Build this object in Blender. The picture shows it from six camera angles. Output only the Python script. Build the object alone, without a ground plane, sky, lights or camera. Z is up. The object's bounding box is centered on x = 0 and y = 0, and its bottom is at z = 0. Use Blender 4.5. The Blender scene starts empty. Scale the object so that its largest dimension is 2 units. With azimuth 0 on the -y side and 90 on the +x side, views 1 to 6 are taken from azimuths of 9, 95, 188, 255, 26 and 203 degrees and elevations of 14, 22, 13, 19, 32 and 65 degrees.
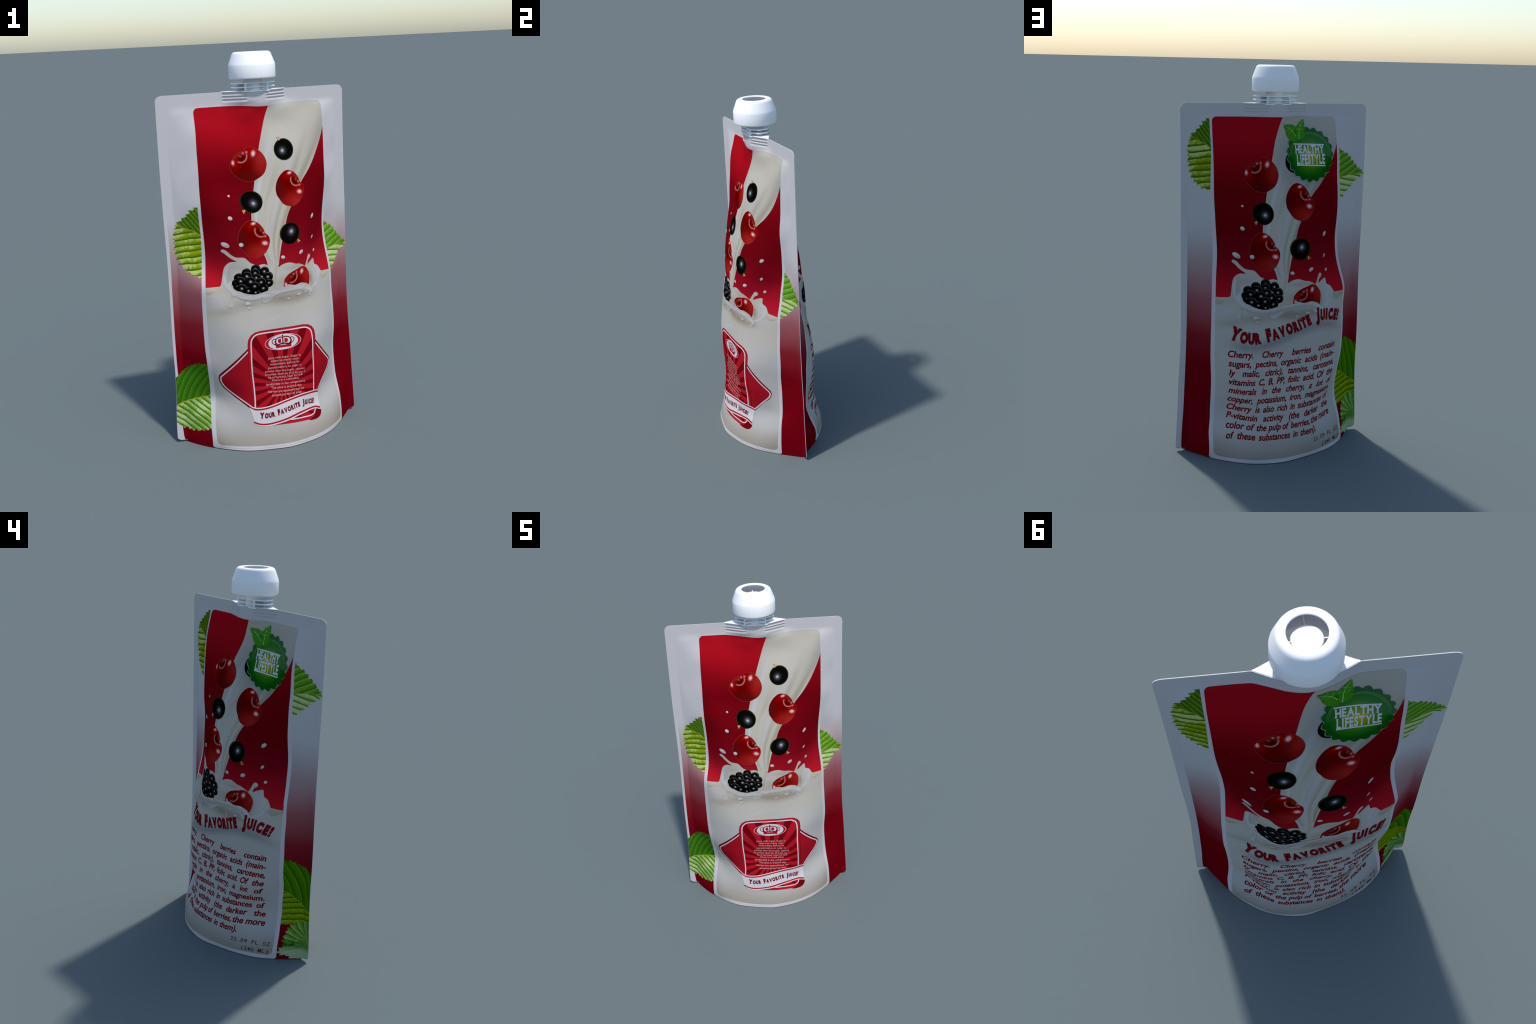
import bpy, bmesh, math, random
import numpy as np
from mathutils import Vector, geometry

random.seed(7)
TURN = math.radians(27.8)          # the pouch stands turned about the vertical

# >>> SURFACE
# The two printed films.  Each is a loft of cross-sections.  A section gives
#   height t, x of the left and right edge of the printed panel, and how far the
#   film bulges out of the middle plane at the stations STATION (in sheet units s).
# s runs from -0.5 to 0.5 from the viewer's left to right on each side.
MID_Y = -0.003                     # middle plane of the sealed edges
FILM = 0.0016                      # half thickness of the sealed edge
TOP = 1.812
SEAL = 0.457                       # |s| beyond which both films are sealed together
PANEL = 0.345                      # |s| of the edge of the printed panel
STATION = (-0.4, -0.345, -0.285, -0.215, -0.145, -0.07, 0, 0.07, 0.145, 0.215, 0.285, 0.345, 0.4)
FRONT_SECTIONS = (
    (0.00, -0.342, 0.376, (0.089, 0.152, 0.205, 0.250, 0.274, 0.290, 0.298, 0.287, 0.265, 0.230, 0.176, 0.115, 0.058)),
    (0.04, -0.342, 0.376, (0.086, 0.155, 0.199, 0.238, 0.265, 0.282, 0.289, 0.280, 0.258, 0.223, 0.172, 0.116, 0.059)),
    (0.09, -0.340, 0.374, (0.072, 0.141, 0.186, 0.224, 0.253, 0.269, 0.277, 0.268, 0.246, 0.211, 0.162, 0.113, 0.059)),
    (0.14, -0.334, 0.371, (0.062, 0.121, 0.170, 0.214, 0.244, 0.260, 0.266, 0.255, 0.232, 0.194, 0.147, 0.106, 0.057)),
    (0.19, -0.325, 0.364, (0.048, 0.096, 0.152, 0.206, 0.240, 0.256, 0.257, 0.246, 0.221, 0.176, 0.130, 0.097, 0.054)),
    (0.24, -0.318, 0.357, (0.036, 0.076, 0.140, 0.200, 0.232, 0.248, 0.249, 0.242, 0.222, 0.170, 0.120, 0.088, 0.049)),
    (0.29, -0.319, 0.352, (0.040, 0.084, 0.141, 0.196, 0.224, 0.236, 0.240, 0.236, 0.222, 0.179, 0.126, 0.084, 0.044)),
    (0.34, -0.324, 0.349, (0.046, 0.097, 0.150, 0.198, 0.219, 0.227, 0.233, 0.232, 0.223, 0.190, 0.135, 0.083, 0.041)),
    (0.39, -0.331, 0.347, (0.049, 0.108, 0.157, 0.199, 0.218, 0.225, 0.231, 0.233, 0.227, 0.199, 0.142, 0.084, 0.039)),
    (0.46, -0.339, 0.347, (0.062, 0.119, 0.164, 0.202, 0.221, 0.227, 0.230, 0.233, 0.228, 0.200, 0.144, 0.086, 0.040)),
    (0.54, -0.344, 0.354, (0.062, 0.117, 0.166, 0.203, 0.222, 0.226, 0.225, 0.228, 0.223, 0.196, 0.143, 0.089, 0.043)),
    (0.62, -0.345, 0.354, (0.062, 0.117, 0.164, 0.201, 0.216, 0.220, 0.220, 0.219, 0.209, 0.181, 0.135, 0.087, 0.043)),
    (0.70, -0.345, 0.351, (0.061, 0.114, 0.158, 0.190, 0.205, 0.209, 0.211, 0.209, 0.195, 0.166, 0.124, 0.080, 0.040)),
    (0.78, -0.345, 0.349, (0.064, 0.115, 0.151, 0.178, 0.195, 0.200, 0.204, 0.202, 0.185, 0.154, 0.114, 0.075, 0.038)),
    (0.86, -0.341, 0.349, (0.068, 0.111, 0.132, 0.165, 0.192, 0.200, 0.203, 0.200, 0.179, 0.143, 0.101, 0.069, 0.036)),
    (0.93, -0.328, 0.344, (0.056, 0.076, 0.110, 0.155, 0.185, 0.196, 0.198, 0.196, 0.177, 0.133, 0.083, 0.054, 0.028)),
    (1.00, -0.321, 0.337, (0.034, 0.064, 0.107, 0.153, 0.180, 0.187, 0.189, 0.188, 0.178, 0.132, 0.072, 0.038, 0.018)),
    (1.08, -0.321, 0.335, (0.017, 0.061, 0.111, 0.151, 0.170, 0.176, 0.177, 0.177, 0.166, 0.134, 0.076, 0.027, 0.007)),
    (1.16, -0.323, 0.338, (0.019, 0.058, 0.106, 0.140, 0.157, 0.164, 0.167, 0.165, 0.154, 0.128, 0.076, 0.026, 0.007)),
    (1.26, -0.327, 0.347, (0.032, 0.061, 0.095, 0.115, 0.129, 0.142, 0.148, 0.147, 0.135, 0.109, 0.068, 0.032, 0.012)),
    (1.36, -0.327, 0.353, (0.029, 0.054, 0.072, 0.081, 0.095, 0.114, 0.124, 0.126, 0.114, 0.091, 0.061, 0.035, 0.015)),
    (1.46, -0.325, 0.355, (0.026, 0.048, 0.062, 0.072, 0.085, 0.093, 0.102, 0.106, 0.096, 0.076, 0.051, 0.030, 0.014)),
    (1.56, -0.324, 0.356, (0.020, 0.037, 0.049, 0.056, 0.061, 0.066, 0.074, 0.077, 0.066, 0.055, 0.042, 0.027, 0.013)),
    (1.65, -0.321, 0.356, (0.013, 0.023, 0.027, 0.029, 0.032, 0.045, 0.049, 0.043, 0.031, 0.026, 0.028, 0.022, 0.011)),
    (1.71, -0.320, 0.355, (0.005, 0.007, 0.009, 0.010, 0.021, 0.044, 0.047, 0.038, 0.022, 0.009, 0.010, 0.013, 0.007)),
    (1.75, -0.320, 0.355, (0.001, 0.001, 0.001, 0.002, 0.014, 0.036, 0.055, 0.036, 0.014, 0.002, 0.001, 0.001, 0.001)),
)
BACK_SECTIONS = (
    (0.00, -0.346, 0.371, (0.079, 0.148, 0.202, 0.249, 0.277, 0.292, 0.291, 0.273, 0.251, 0.222, 0.182, 0.127, 0.067)),
    (0.04, -0.346, 0.370, (0.085, 0.152, 0.199, 0.245, 0.275, 0.286, 0.285, 0.273, 0.252, 0.219, 0.174, 0.124, 0.065)),
    (0.09, -0.346, 0.366, (0.085, 0.145, 0.187, 0.227, 0.259, 0.273, 0.273, 0.265, 0.246, 0.209, 0.160, 0.113, 0.060)),
    (0.14, -0.343, 0.361, (0.075, 0.126, 0.173, 0.205, 0.248, 0.261, 0.262, 0.256, 0.236, 0.193, 0.141, 0.099, 0.052)),
    (0.19, -0.334, 0.352, (0.070, 0.106, 0.145, 0.193, 0.238, 0.251, 0.253, 0.249, 0.227, 0.178, 0.121, 0.083, 0.044)),
    (0.24, -0.329, 0.345, (0.059, 0.092, 0.133, 0.194, 0.234, 0.244, 0.245, 0.241, 0.221, 0.174, 0.118, 0.071, 0.035)),
    (0.29, -0.327, 0.343, (0.054, 0.094, 0.141, 0.202, 0.234, 0.239, 0.238, 0.232, 0.217, 0.180, 0.123, 0.069, 0.032)),
    (0.34, -0.326, 0.347, (0.052, 0.100, 0.155, 0.211, 0.233, 0.234, 0.232, 0.228, 0.218, 0.190, 0.138, 0.072, 0.032)),
    (0.39, -0.326, 0.354, (0.052, 0.105, 0.166, 0.216, 0.231, 0.232, 0.229, 0.227, 0.219, 0.198, 0.151, 0.078, 0.034)),
    (0.46, -0.328, 0.362, (0.054, 0.110, 0.173, 0.215, 0.230, 0.230, 0.228, 0.225, 0.214, 0.190, 0.148, 0.092, 0.042)),
    (0.54, -0.332, 0.367, (0.057, 0.111, 0.165, 0.210, 0.226, 0.228, 0.226, 0.222, 0.209, 0.182, 0.146, 0.097, 0.046)),
    (0.62, -0.332, 0.369, (0.058, 0.111, 0.157, 0.198, 0.220, 0.226, 0.225, 0.221, 0.209, 0.186, 0.148, 0.097, 0.047)),
    (0.70, -0.329, 0.368, (0.058, 0.106, 0.143, 0.180, 0.209, 0.218, 0.218, 0.215, 0.205, 0.184, 0.150, 0.098, 0.047)),
    (0.78, -0.326, 0.369, (0.055, 0.097, 0.125, 0.168, 0.205, 0.210, 0.209, 0.205, 0.192, 0.168, 0.136, 0.096, 0.049)),
    (0.86, -0.320, 0.371, (0.046, 0.079, 0.107, 0.159, 0.205, 0.213, 0.206, 0.197, 0.178, 0.147, 0.117, 0.093, 0.051)),
    (0.93, -0.315, 0.359, (0.032, 0.062, 0.093, 0.153, 0.198, 0.208, 0.200, 0.192, 0.175, 0.137, 0.098, 0.073, 0.041)),
    (1.00, -0.310, 0.346, (0.023, 0.058, 0.100, 0.152, 0.187, 0.194, 0.190, 0.186, 0.176, 0.141, 0.093, 0.053, 0.027)),
    (1.08, -0.308, 0.339, (0.020, 0.057, 0.103, 0.150, 0.174, 0.177, 0.177, 0.176, 0.167, 0.142, 0.091, 0.043, 0.019)),
    (1.16, -0.311, 0.337, (0.018, 0.052, 0.097, 0.140, 0.159, 0.163, 0.163, 0.161, 0.153, 0.136, 0.091, 0.045, 0.019)),
    (1.26, -0.318, 0.340, (0.021, 0.052, 0.089, 0.123, 0.140, 0.144, 0.140, 0.133, 0.123, 0.109, 0.083, 0.054, 0.027)),
    (1.36, -0.323, 0.339, (0.025, 0.051, 0.079, 0.105, 0.121, 0.124, 0.118, 0.105, 0.094, 0.086, 0.073, 0.054, 0.029)),
    (1.46, -0.324, 0.336, (0.022, 0.044, 0.065, 0.086, 0.102, 0.108, 0.100, 0.087, 0.078, 0.072, 0.063, 0.046, 0.024)),
    (1.56, -0.325, 0.334, (0.020, 0.038, 0.050, 0.062, 0.074, 0.082, 0.076, 0.065, 0.057, 0.055, 0.052, 0.040, 0.023)),
    (1.65, -0.326, 0.331, (0.015, 0.025, 0.029, 0.032, 0.040, 0.052, 0.052, 0.042, 0.032, 0.029, 0.032, 0.027, 0.016)),
    (1.71, -0.325, 0.330, (0.008, 0.012, 0.012, 0.012, 0.024, 0.047, 0.053, 0.040, 0.022, 0.013, 0.014, 0.014, 0.008)),
    (1.75, -0.325, 0.330, (0.001, 0.001, 0.001, 0.002, 0.014, 0.036, 0.055, 0.036, 0.014, 0.002, 0.001, 0.001, 0.001)),
)
# the two sealed side edges in the middle plane: height, x at -X end, x at +X end
SIDE_EDGES = ((0, -.516, .513), (.10, -.515, .509), (.24, -.508, .502), (.38, -.504, .496), (.54, -.506, .487),
              (.70, -.505, .482), (.94, -.503, .482), (1.18, -.506, .482), (1.46, -.508, .481), (1.82, -.506, .483))


def spline(xk, yk, x):
    """natural cubic spline through (xk, yk[:, ...]) at x"""
    xk, yk = np.asarray(xk, float), np.asarray(yk, float)
    n, h = len(xk), np.diff(xk)
    A, r = np.eye(n), np.zeros_like(yk)
    d = np.diff(yk, axis=0) / h.reshape((-1,) + (1,) * (yk.ndim - 1))
    for i in range(1, n - 1):
        A[i, i - 1], A[i, i], A[i, i + 1] = h[i - 1], 2 * (h[i - 1] + h[i]), h[i]
        r[i] = 6 * (d[i] - d[i - 1])
    m = np.linalg.solve(A, r)
    i = np.clip(np.searchsorted(xk, x) - 1, 0, n - 2)
    s = (-1, ) + (1,) * (yk.ndim - 1)
    a, b, hh = (xk[i + 1] - x).reshape(s), (x - xk[i]).reshape(s), h[i].reshape(s)
    return (m[i] * a**3 + m[i + 1] * b**3) / (6 * hh) + (yk[i] / hh - m[i] * hh / 6) * a + (yk[i + 1] / hh - m[i + 1] * hh / 6) * b


def smoothstep(a, b, x):
    u = np.clip((x - a) / (b - a), 0, 1)
    return u * u * (3 - 2 * u)


BOAT_X, BOAT_Y = 0.173, 0.0585     # half length and half width of the spout's welded base
GROOVES = (1.8005, 1.785, 1.7695)


def boat_half_width(x):
    x = np.abs(np.asarray(x, float))
    return np.clip(np.minimum(BOAT_Y - 0.10 * np.maximum(x - .0, 0) ** 2 / .06, (BOAT_X - x) * .50), 0, None)


GRID_T = np.linspace(0, TOP, 404)
GRID_S = np.concatenate([np.linspace(-.5, -SEAL, 12), np.linspace(-SEAL, SEAL, 205)[1:-1], np.linspace(SEAL, .5, 12)])


def make_side(sections, sign):
    t = [r[0] for r in sections]
    tt = np.minimum(GRID_T, t[-1])
    xl = spline(t, [r[1] for r in sections], tt)
    xr = spline(t, [r[2] for r in sections], tt)
    e = np.array(SIDE_EDGES)
    a, b = spline(e[:, 0], e[:, 1], GRID_T), spline(e[:, 0], e[:, 2], GRID_T)
    if sign > 0:
        a, b = -b, -a
    depth = spline(t, [(0,) + r[3] + (0,) for r in sections], tt)
    D = spline((-SEAL,) + STATION + (SEAL,), depth.T, np.clip(GRID_S, -SEAL, SEAL)).T
    X = np.array([np.interp(GRID_S, (-.5, -PANEL, PANEL, .5), row) for row in np.stack([a, xl, xr, b], 1)])
    D = np.where(np.abs(GRID_S)[None] >= SEAL, 0, np.maximum(D, 0))
    # shallow dents in the loose margins beside the panel
    S, Tt = GRID_S[None], GRID_T[:, None]
    ph = 1.7 if sign < 0 else 4.1
    dent = np.sin(Tt * 21 + S * 9 + ph) * .55 + np.sin(Tt * 37 - S * 23 + 2.3 * ph) * .35 + np.sin(Tt * 11 + S * 31 + ph * .6) * .5
    D = np.maximum(D + .0022 * dent * smoothstep(.455, .425, np.abs(S)) * smoothstep(.29, .36, np.abs(S)) * smoothstep(.02, .25, Tt), 0)
    # towards the top the film is welded flat, and around the spout's base
    w = smoothstep(1.715, 1.772, GRID_T)[:, None]
    boat = boat_half_width(X + .004 * (1 if sign < 0 else -1))
    groove = sum(np.exp(-((GRID_T[:, None] - g) / .0036) ** 2) for g in GROOVES)
    ax = np.abs(X + .004 * (1 if sign < 0 else -1))
    groove = groove * smoothstep(.040, .062, ax) * smoothstep(.168, .158, ax) * .0085
    D = D * (1 - w) + (boat - groove * w) * w
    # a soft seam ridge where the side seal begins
    Z = np.repeat(GRID_T[:, None], len(GRID_S), 1)
    lift = smoothstep(.452, .487, np.abs(GRID_S))[None] * .008 * smoothstep(.05, 0, Z)
    # rounded corners: pull the outermost strip inwards
    for t0, up, r in ((TOP - .030, 1, .030), (.022, -1, .022)):
        u = np.clip((GRID_T - t0) * up / r, 0, 1)
        cut = r * (1 - np.sqrt(np.maximum(1 - u * u, 0)))
        k = smoothstep(.44, .5, np.abs(GRID_S))[None]
        X = X - np.sign(GRID_S)[None] * k * cut[:, None]
    P = np.stack([X * (-sign), MID_Y + sign * (D + FILM), Z + lift], -1)
    ds, dt = np.gradient(P, axis=1), np.gradient(P, axis=0)
    N = np.cross(ds, dt)
    N /= np.linalg.norm(N, axis=-1, keepdims=True) + 1e-12
    return P, N


FRONT = make_side(FRONT_SECTIONS, -1)
BACK = make_side(BACK_SECTIONS, 1)


def lookup(table, s, t):
    i = np.clip(np.searchsorted(GRID_S, s) - 1, 0, len(GRID_S) - 2)
    u = np.clip((s - GRID_S[i]) / (GRID_S[i + 1] - GRID_S[i]), 0, 1)[:, None]
    f = np.clip(t / TOP * (len(GRID_T) - 1), 0, len(GRID_T) - 1.0001)
    j = f.astype(int)
    v = (f - j)[:, None]
    return (table[j, i] * (1 - u) + table[j, i + 1] * u) * (1 - v) + (table[j + 1, i] * (1 - u) + table[j + 1, i + 1] * u) * v


def surf(side, s, t, lift=0.0):
    return lookup(side[0], s, t) + lookup(side[1], s, t) * lift
# <<< SURFACE

# ----------------------------------------------------------------- materials
def albedo(r, g, b, gain=1.0):
    """a printed colour, given as it looks (0-255) under the set's front light"""
    lin = [((v / 255 + .055) / 1.055) ** 2.4 if v > 10 else v / 255 / 12.92 for v in (r, g, b)]
    return tuple(min(v / k * gain, .93) for v, k in zip(lin, FRONT_LIGHT)) + (1,)


FRONT_LIGHT = (1.09, 1.16, 1.26)    # what the set's sun and sky make of a white surface there


class Expr:
    """a small wrapper so that material masks can be written as formulas"""
    def __init__(self, tree, sock):
        self.tree, self.sock = tree, sock

    def op(self, kind, *args, clamp=False):
        n = self.tree.nodes.new("ShaderNodeMath")
        n.operation, n.use_clamp = kind, clamp
        for i, a in enumerate((self,) + args):
            if isinstance(a, Expr):
                self.tree.links.new(a.sock, n.inputs[i])
            else:
                n.inputs[i].default_value = a
        return Expr(self.tree, n.outputs[0])

    def __add__(self, o): return self.op("ADD", o)
    def __sub__(self, o): return self.op("SUBTRACT", o)
    def __mul__(self, o): return self.op("MULTIPLY", o)
    def __truediv__(self, o): return self.op("DIVIDE", o)
    def __rsub__(self, o): return (self * -1.0) + o
    __radd__, __rmul__ = __add__, __mul__

    def clamp(self): return self.op("ADD", 0.0, clamp=True)
    def fract(self): return self.op("FRACT")
    def sqrt(self): return self.op("SQRT")
    def exp(self): return self.op("EXPONENT")
    def abs(self): return self.op("ABSOLUTE")
    def sin(self): return self.op("SINE")

    def step(self, a, b):
        """smooth 0..1 ramp from a to b"""
        n = self.tree.nodes.new("ShaderNodeMapRange")
        n.interpolation_type = "SMOOTHSTEP"
        self.tree.links.new(self.sock, n.inputs[0])
        if a < b:
            n.inputs[1].default_value, n.inputs[2].default_value = a, b
            n.inputs[3].default_value, n.inputs[4].default_value = 0, 1
        else:
            n.inputs[1].default_value, n.inputs[2].default_value = b, a
            n.inputs[3].default_value, n.inputs[4].default_value = 1, 0
        return Expr(self.tree, n.outputs[0])


class Paint:
    """a material whose colour is painted by formulas in object coordinates"""
    def __init__(self, name, colour=(.6, .6, .6, 1), rough=.5, spec=.3, **more):
        self.mat = bpy.data.materials.new(name)
        self.mat.use_nodes = True
        self.tree = self.mat.node_tree
        self.bsdf = self.tree.nodes["Principled BSDF"]
        self.bsdf.inputs["Roughness"].default_value = rough
        self.bsdf.inputs["Specular IOR Level"].default_value = spec
        for k, v in more.items():
            self.bsdf.inputs[k].default_value = v
        self.bsdf.inputs["Base Color"].default_value = colour
        self.colour = colour
        self.coord = None

    def axes(self):
        if self.coord is None:
            self.coord = self.tree.nodes.new("ShaderNodeTexCoord")
            sep = self.tree.nodes.new("ShaderNodeSeparateXYZ")
            self.tree.links.new(self.coord.outputs["Object"], sep.inputs[0])
            self.x, self.y, self.z = (Expr(self.tree, sep.outputs[i]) for i in range(3))
        return self.x, self.z

    def _plug(self, v, sock):
        if isinstance(v, Expr):
            self.tree.links.new(v.sock, sock)
        elif hasattr(v, "is_output"):
            self.tree.links.new(v, sock)
        else:
            sock.default_value = v

    def over(self, colour, mask):
        """lay a colour over what is there, where mask is 1"""
        n = self.tree.nodes.new("ShaderNodeMix")
        n.data_type = "RGBA"
        self._plug(mask, n.inputs[0])
        self._plug(self.colour, n.inputs[6])
        self._plug(colour, n.inputs[7])
        self.colour = n.outputs[2]
        self.tree.links.new(self.colour, self.bsdf.inputs["Base Color"])
        return self

    def ramp(self, fac, stops):
        n = self.tree.nodes.new("ShaderNodeValToRGB")
        self._plug(fac, n.inputs[0])
        el = n.color_ramp.elements
        while len(el) < len(stops):
            el.new(.5)
        for e, (p, col) in zip(el, stops):
            e.position = p
        for e, (p, col) in zip(el, stops):
            e.position, e.color = p, col
        self.colour = n.outputs[0]
        self.tree.links.new(self.colour, self.bsdf.inputs["Base Color"])
        return self

    def blob(self, x0, z0, rx, rz, turn=0.0):
        x, z = self.axes()
        dx, dz = x - x0, z - z0
        if turn:
            c, s = math.cos(turn), math.sin(turn)
            dx, dz = dx * c + dz * s, dz * c - dx * s
        a, b = dx * (1 / rx), dz * (1 / rz)
        return ((a * a + b * b) * -1.0).exp()

    def noise(self, scale, detail=2.0, stretch=(1, 1, 1)):
        self.axes()
        m = self.tree.nodes.new("ShaderNodeMapping")
        m.inputs["Scale"].default_value = stretch
        n = self.tree.nodes.new("ShaderNodeTexNoise")
        n.inputs["Scale"].default_value, n.inputs["Detail"].default_value = scale, detail
        self.tree.links.new(self.coord.outputs["Object"], m.inputs[0])
        self.tree.links.new(m.outputs[0], n.inputs["Vector"])
        return Expr(self.tree, n.outputs[0])


FILM_ROUGH, FILM_SPEC = .6, .0


def ink(name, colour, **k):
    return Paint(name, colour, FILM_ROUGH, FILM_SPEC, **k)


WHITE = (.50, .485, .495, 1)
DARK_RED = albedo(118, 8, 22)

# ----------------------------------------------------------------- objects
root = bpy.data.objects.new("juice_pouch", None)
root.rotation_euler = (0, 0, TURN)
root["label"] = "stand-up drink pouch with red cherry and milk print and white spout cap"
root["category"] = "drink pouch"
bpy.context.scene.collection.objects.link(root)


def add_mesh(name, verts, faces, mat, parent=root, smooth=True, normals=None, matrix=None):
    me = bpy.data.meshes.new(name)
    me.from_pydata([tuple(map(float, v)) for v in verts], [], [tuple(map(int, f)) for f in faces])
    for m in (mat if isinstance(mat, (list, tuple)) else [mat]):
        me.materials.append(m.mat if isinstance(m, Paint) else m)
    me.polygons.foreach_set("use_smooth", [smooth] * len(me.polygons))
    if normals is not None:
        me.normals_split_custom_set_from_vertices([tuple(map(float, n)) for n in normals])
    ob = bpy.data.objects.new(name, me)
    bpy.context.scene.collection.objects.link(ob)
    ob.parent = parent
    if matrix is not None:
        ob.matrix_local = matrix
    return ob


from mathutils import Matrix

FACING = {id(FRONT): Matrix.Identity(4), id(BACK): Matrix.Rotation(math.pi, 4, "Z")}


class Side:
    """one printed film; its children's object coordinates have x to the viewer's right and z up"""
    def __init__(self, table, name, mat):
        self.table, self.frame = table, FACING[id(table)]
        P, N = table
        n, m = P.shape[:2]
        idx = np.arange(n * m).reshape(n, m)
        faces = np.stack([idx[:-1, :-1], idx[:-1, 1:], idx[1:, 1:], idx[1:, :-1]], -1).reshape(-1, 4)
        self.rot = np.array(self.frame.to_3x3())
        self.film = add_mesh(name, P.reshape(-1, 3) @ self.rot, faces, mat, normals=N.reshape(-1, 3) @ self.rot, matrix=self.frame)

    def put(self, name, st, faces, mat, layer, centre=None, turn=0.0, scale=1.0, slots=None, lifts=None):
        """lay a flat mesh given in sheet coordinates onto the film, `layer` steps above it"""
        st = np.array(st, float)
        # the web is drawn down (front) or up (back) a little where it wraps the spout's base
        pull = (-.010 * np.exp(-((st[:, 0] - .01) / .085) ** 2) if self.table is FRONT else .005 * np.exp(-((st[:, 0] - .13) / .06) ** 2))
        st[:, 1] += pull * smoothstep(1.64, 1.735, st[:, 1])
        lift = np.full(len(st), layer * .00028) if lifts is None else np.asarray(lifts) * .00028
        P = lookup(self.table[0], st[:, 0], st[:, 1]) + lookup(self.table[1], st[:, 0], st[:, 1]) * lift[:, None]
        N = lookup(self.table[1], st[:, 0], st[:, 1])
        P, N = P @ self.rot, N @ self.rot
        M = Matrix.Identity(4)
        if centre is not None:
            c = lookup(self.table[0], np.array([centre[0]]), np.array([centre[1]]))[0] @ self.rot
            sc = (scale, scale) if np.isscalar(scale) else scale
            M = Matrix.Translation(Vector(c)) @ Matrix.Rotation(-turn, 4, "Y") @ Matrix.Diagonal((sc[0], 1, sc[1], 1))
            I = np.array(M.inverted())
            P = P @ I[:3, :3].T + I[:3, 3]
            N = N @ np.linalg.inv(I[:3, :3])
            N /= np.linalg.norm(N, axis=1, keepdims=True)
        # counter-clockwise in sheet units faces outwards
        ob = add_mesh(name, P, faces, mat, self.film, normals=N, matrix=M)
        if slots is not None:
            ob.data.polygons.foreach_set("material_index", slots)
        return ob


def inside(poly, pts):
    x, y = pts[:, 0], pts[:, 1]
    r = np.zeros(len(pts), bool)
    for (x0, y0), (x1, y1) in zip(poly, np.roll(poly, -1, 0)):
        with np.errstate(divide="ignore", invalid="ignore"):
            r ^= ((y0 > y) != (y1 > y)) & (x < (x1 - x0) * (y - y0) / (y1 - y0) + x0)
    return r


def fill(outline, step=.008, holes=()):
    """triangulate an outline (and holes), with inner points so that it can follow the film"""
    loops = [np.asarray(outline, float)] + [np.asarray(h, float) for h in holes]
    verts, edges, faces = [], [], []
    for lp in loops:
        dense = []
        for a, b in zip(lp, np.roll(lp, -1, 0)):
            k = max(1, int(np.linalg.norm(b - a) / step))
            dense += [a + (b - a) * i / k for i in range(k)]
        o = len(verts)
        verts += dense
        edges += [(o + i, o + (i + 1) % len(dense)) for i in range(len(dense))]
        faces.append(list(range(o, o + len(dense))))
    o = np.array(verts)
    lo, hi = o.min(0), o.max(0)
    g = np.stack(np.meshgrid(np.arange(lo[0] + step / 2, hi[0], step), np.arange(lo[1] + step / 2, hi[1], step)), -1).reshape(-1, 2)
    if len(g):
        keep = inside(loops[0], g)
        for h in loops[1:]:
            keep &= ~inside(h, g)
        verts += list(g[keep])
    v, e, f, *_ = geometry.delaunay_2d_cdt([Vector(p) for p in verts], edges, faces, 2 if holes else 1, 1e-6)
    v = np.array([tuple(p) for p in v])
    f = np.array([t for t in f if len(t) == 3])
    a, b, c = v[f[:, 0]], v[f[:, 1]], v[f[:, 2]]
    area = (b[:, 0] - a[:, 0]) * (c[:, 1] - a[:, 1]) - (b[:, 1] - a[:, 1]) * (c[:, 0] - a[:, 0])
    f[area < 0] = f[area < 0][:, ::-1]
    return v, f[np.abs(area) > 1e-12]


def smooth_loop(pts, n=120, closed=True):
    """smooth curve through control points (Catmull-Rom)"""
    p = np.asarray(pts, float)
    m = len(p)
    out, segs = [], m if closed else m - 1
    k = max(2, n // segs)
    for i in range(segs):
        if closed:
            a, b, c, d = p[(i - 1) % m], p[i], p[(i + 1) % m], p[(i + 2) % m]
        else:
            a, b, c, d = p[max(i - 1, 0)], p[i], p[i + 1], p[min(i + 2, m - 1)]
        for j in range(k):
            t = j / k
            out.append(.5 * (2 * b + (c - a) * t + (2 * a - 5 * b + 4 * c - d) * t * t + (3 * b - a - 3 * c + d) * t**3))
    if not closed:
        out.append(p[-1])
    return np.array(out)


def rounded_rect(s0, t0, s1, t1, r, n=10):
    out = []
    for cx, cy, a0 in ((s1 - r, t0 + r, -90), (s1 - r, t1 - r, 0), (s0 + r, t1 - r, 90), (s0 + r, t0 + r, 180)):
        out += [(cx + r * math.cos(math.radians(a0 + 90 * i / n)), cy + r * math.sin(math.radians(a0 + 90 * i / n))) for i in range(n + 1)]
    return out


def ellipse(cx, cy, rx, ry, turn=0, n=40):
    a = np.linspace(0, 2 * math.pi, n, endpoint=False)
    x, y = rx * np.cos(a), ry * np.sin(a)
    return np.stack([cx + x * math.cos(turn) - y * math.sin(turn), cy + x * math.sin(turn) + y * math.cos(turn)], 1)


def ribbon(path, width):
    """outline of a stroke along a path; width may vary along it"""
    p = np.asarray(path, float)
    w = np.broadcast_to(np.asarray(width, float), (len(p),)) / 2
    d = np.gradient(p, axis=0)
    d /= np.linalg.norm(d, axis=1, keepdims=True) + 1e-12
    nrm = np.stack([-d[:, 1], d[:, 0]], 1) * w[:, None]
    return np.concatenate([p - nrm, (p + nrm)[::-1]])


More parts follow.
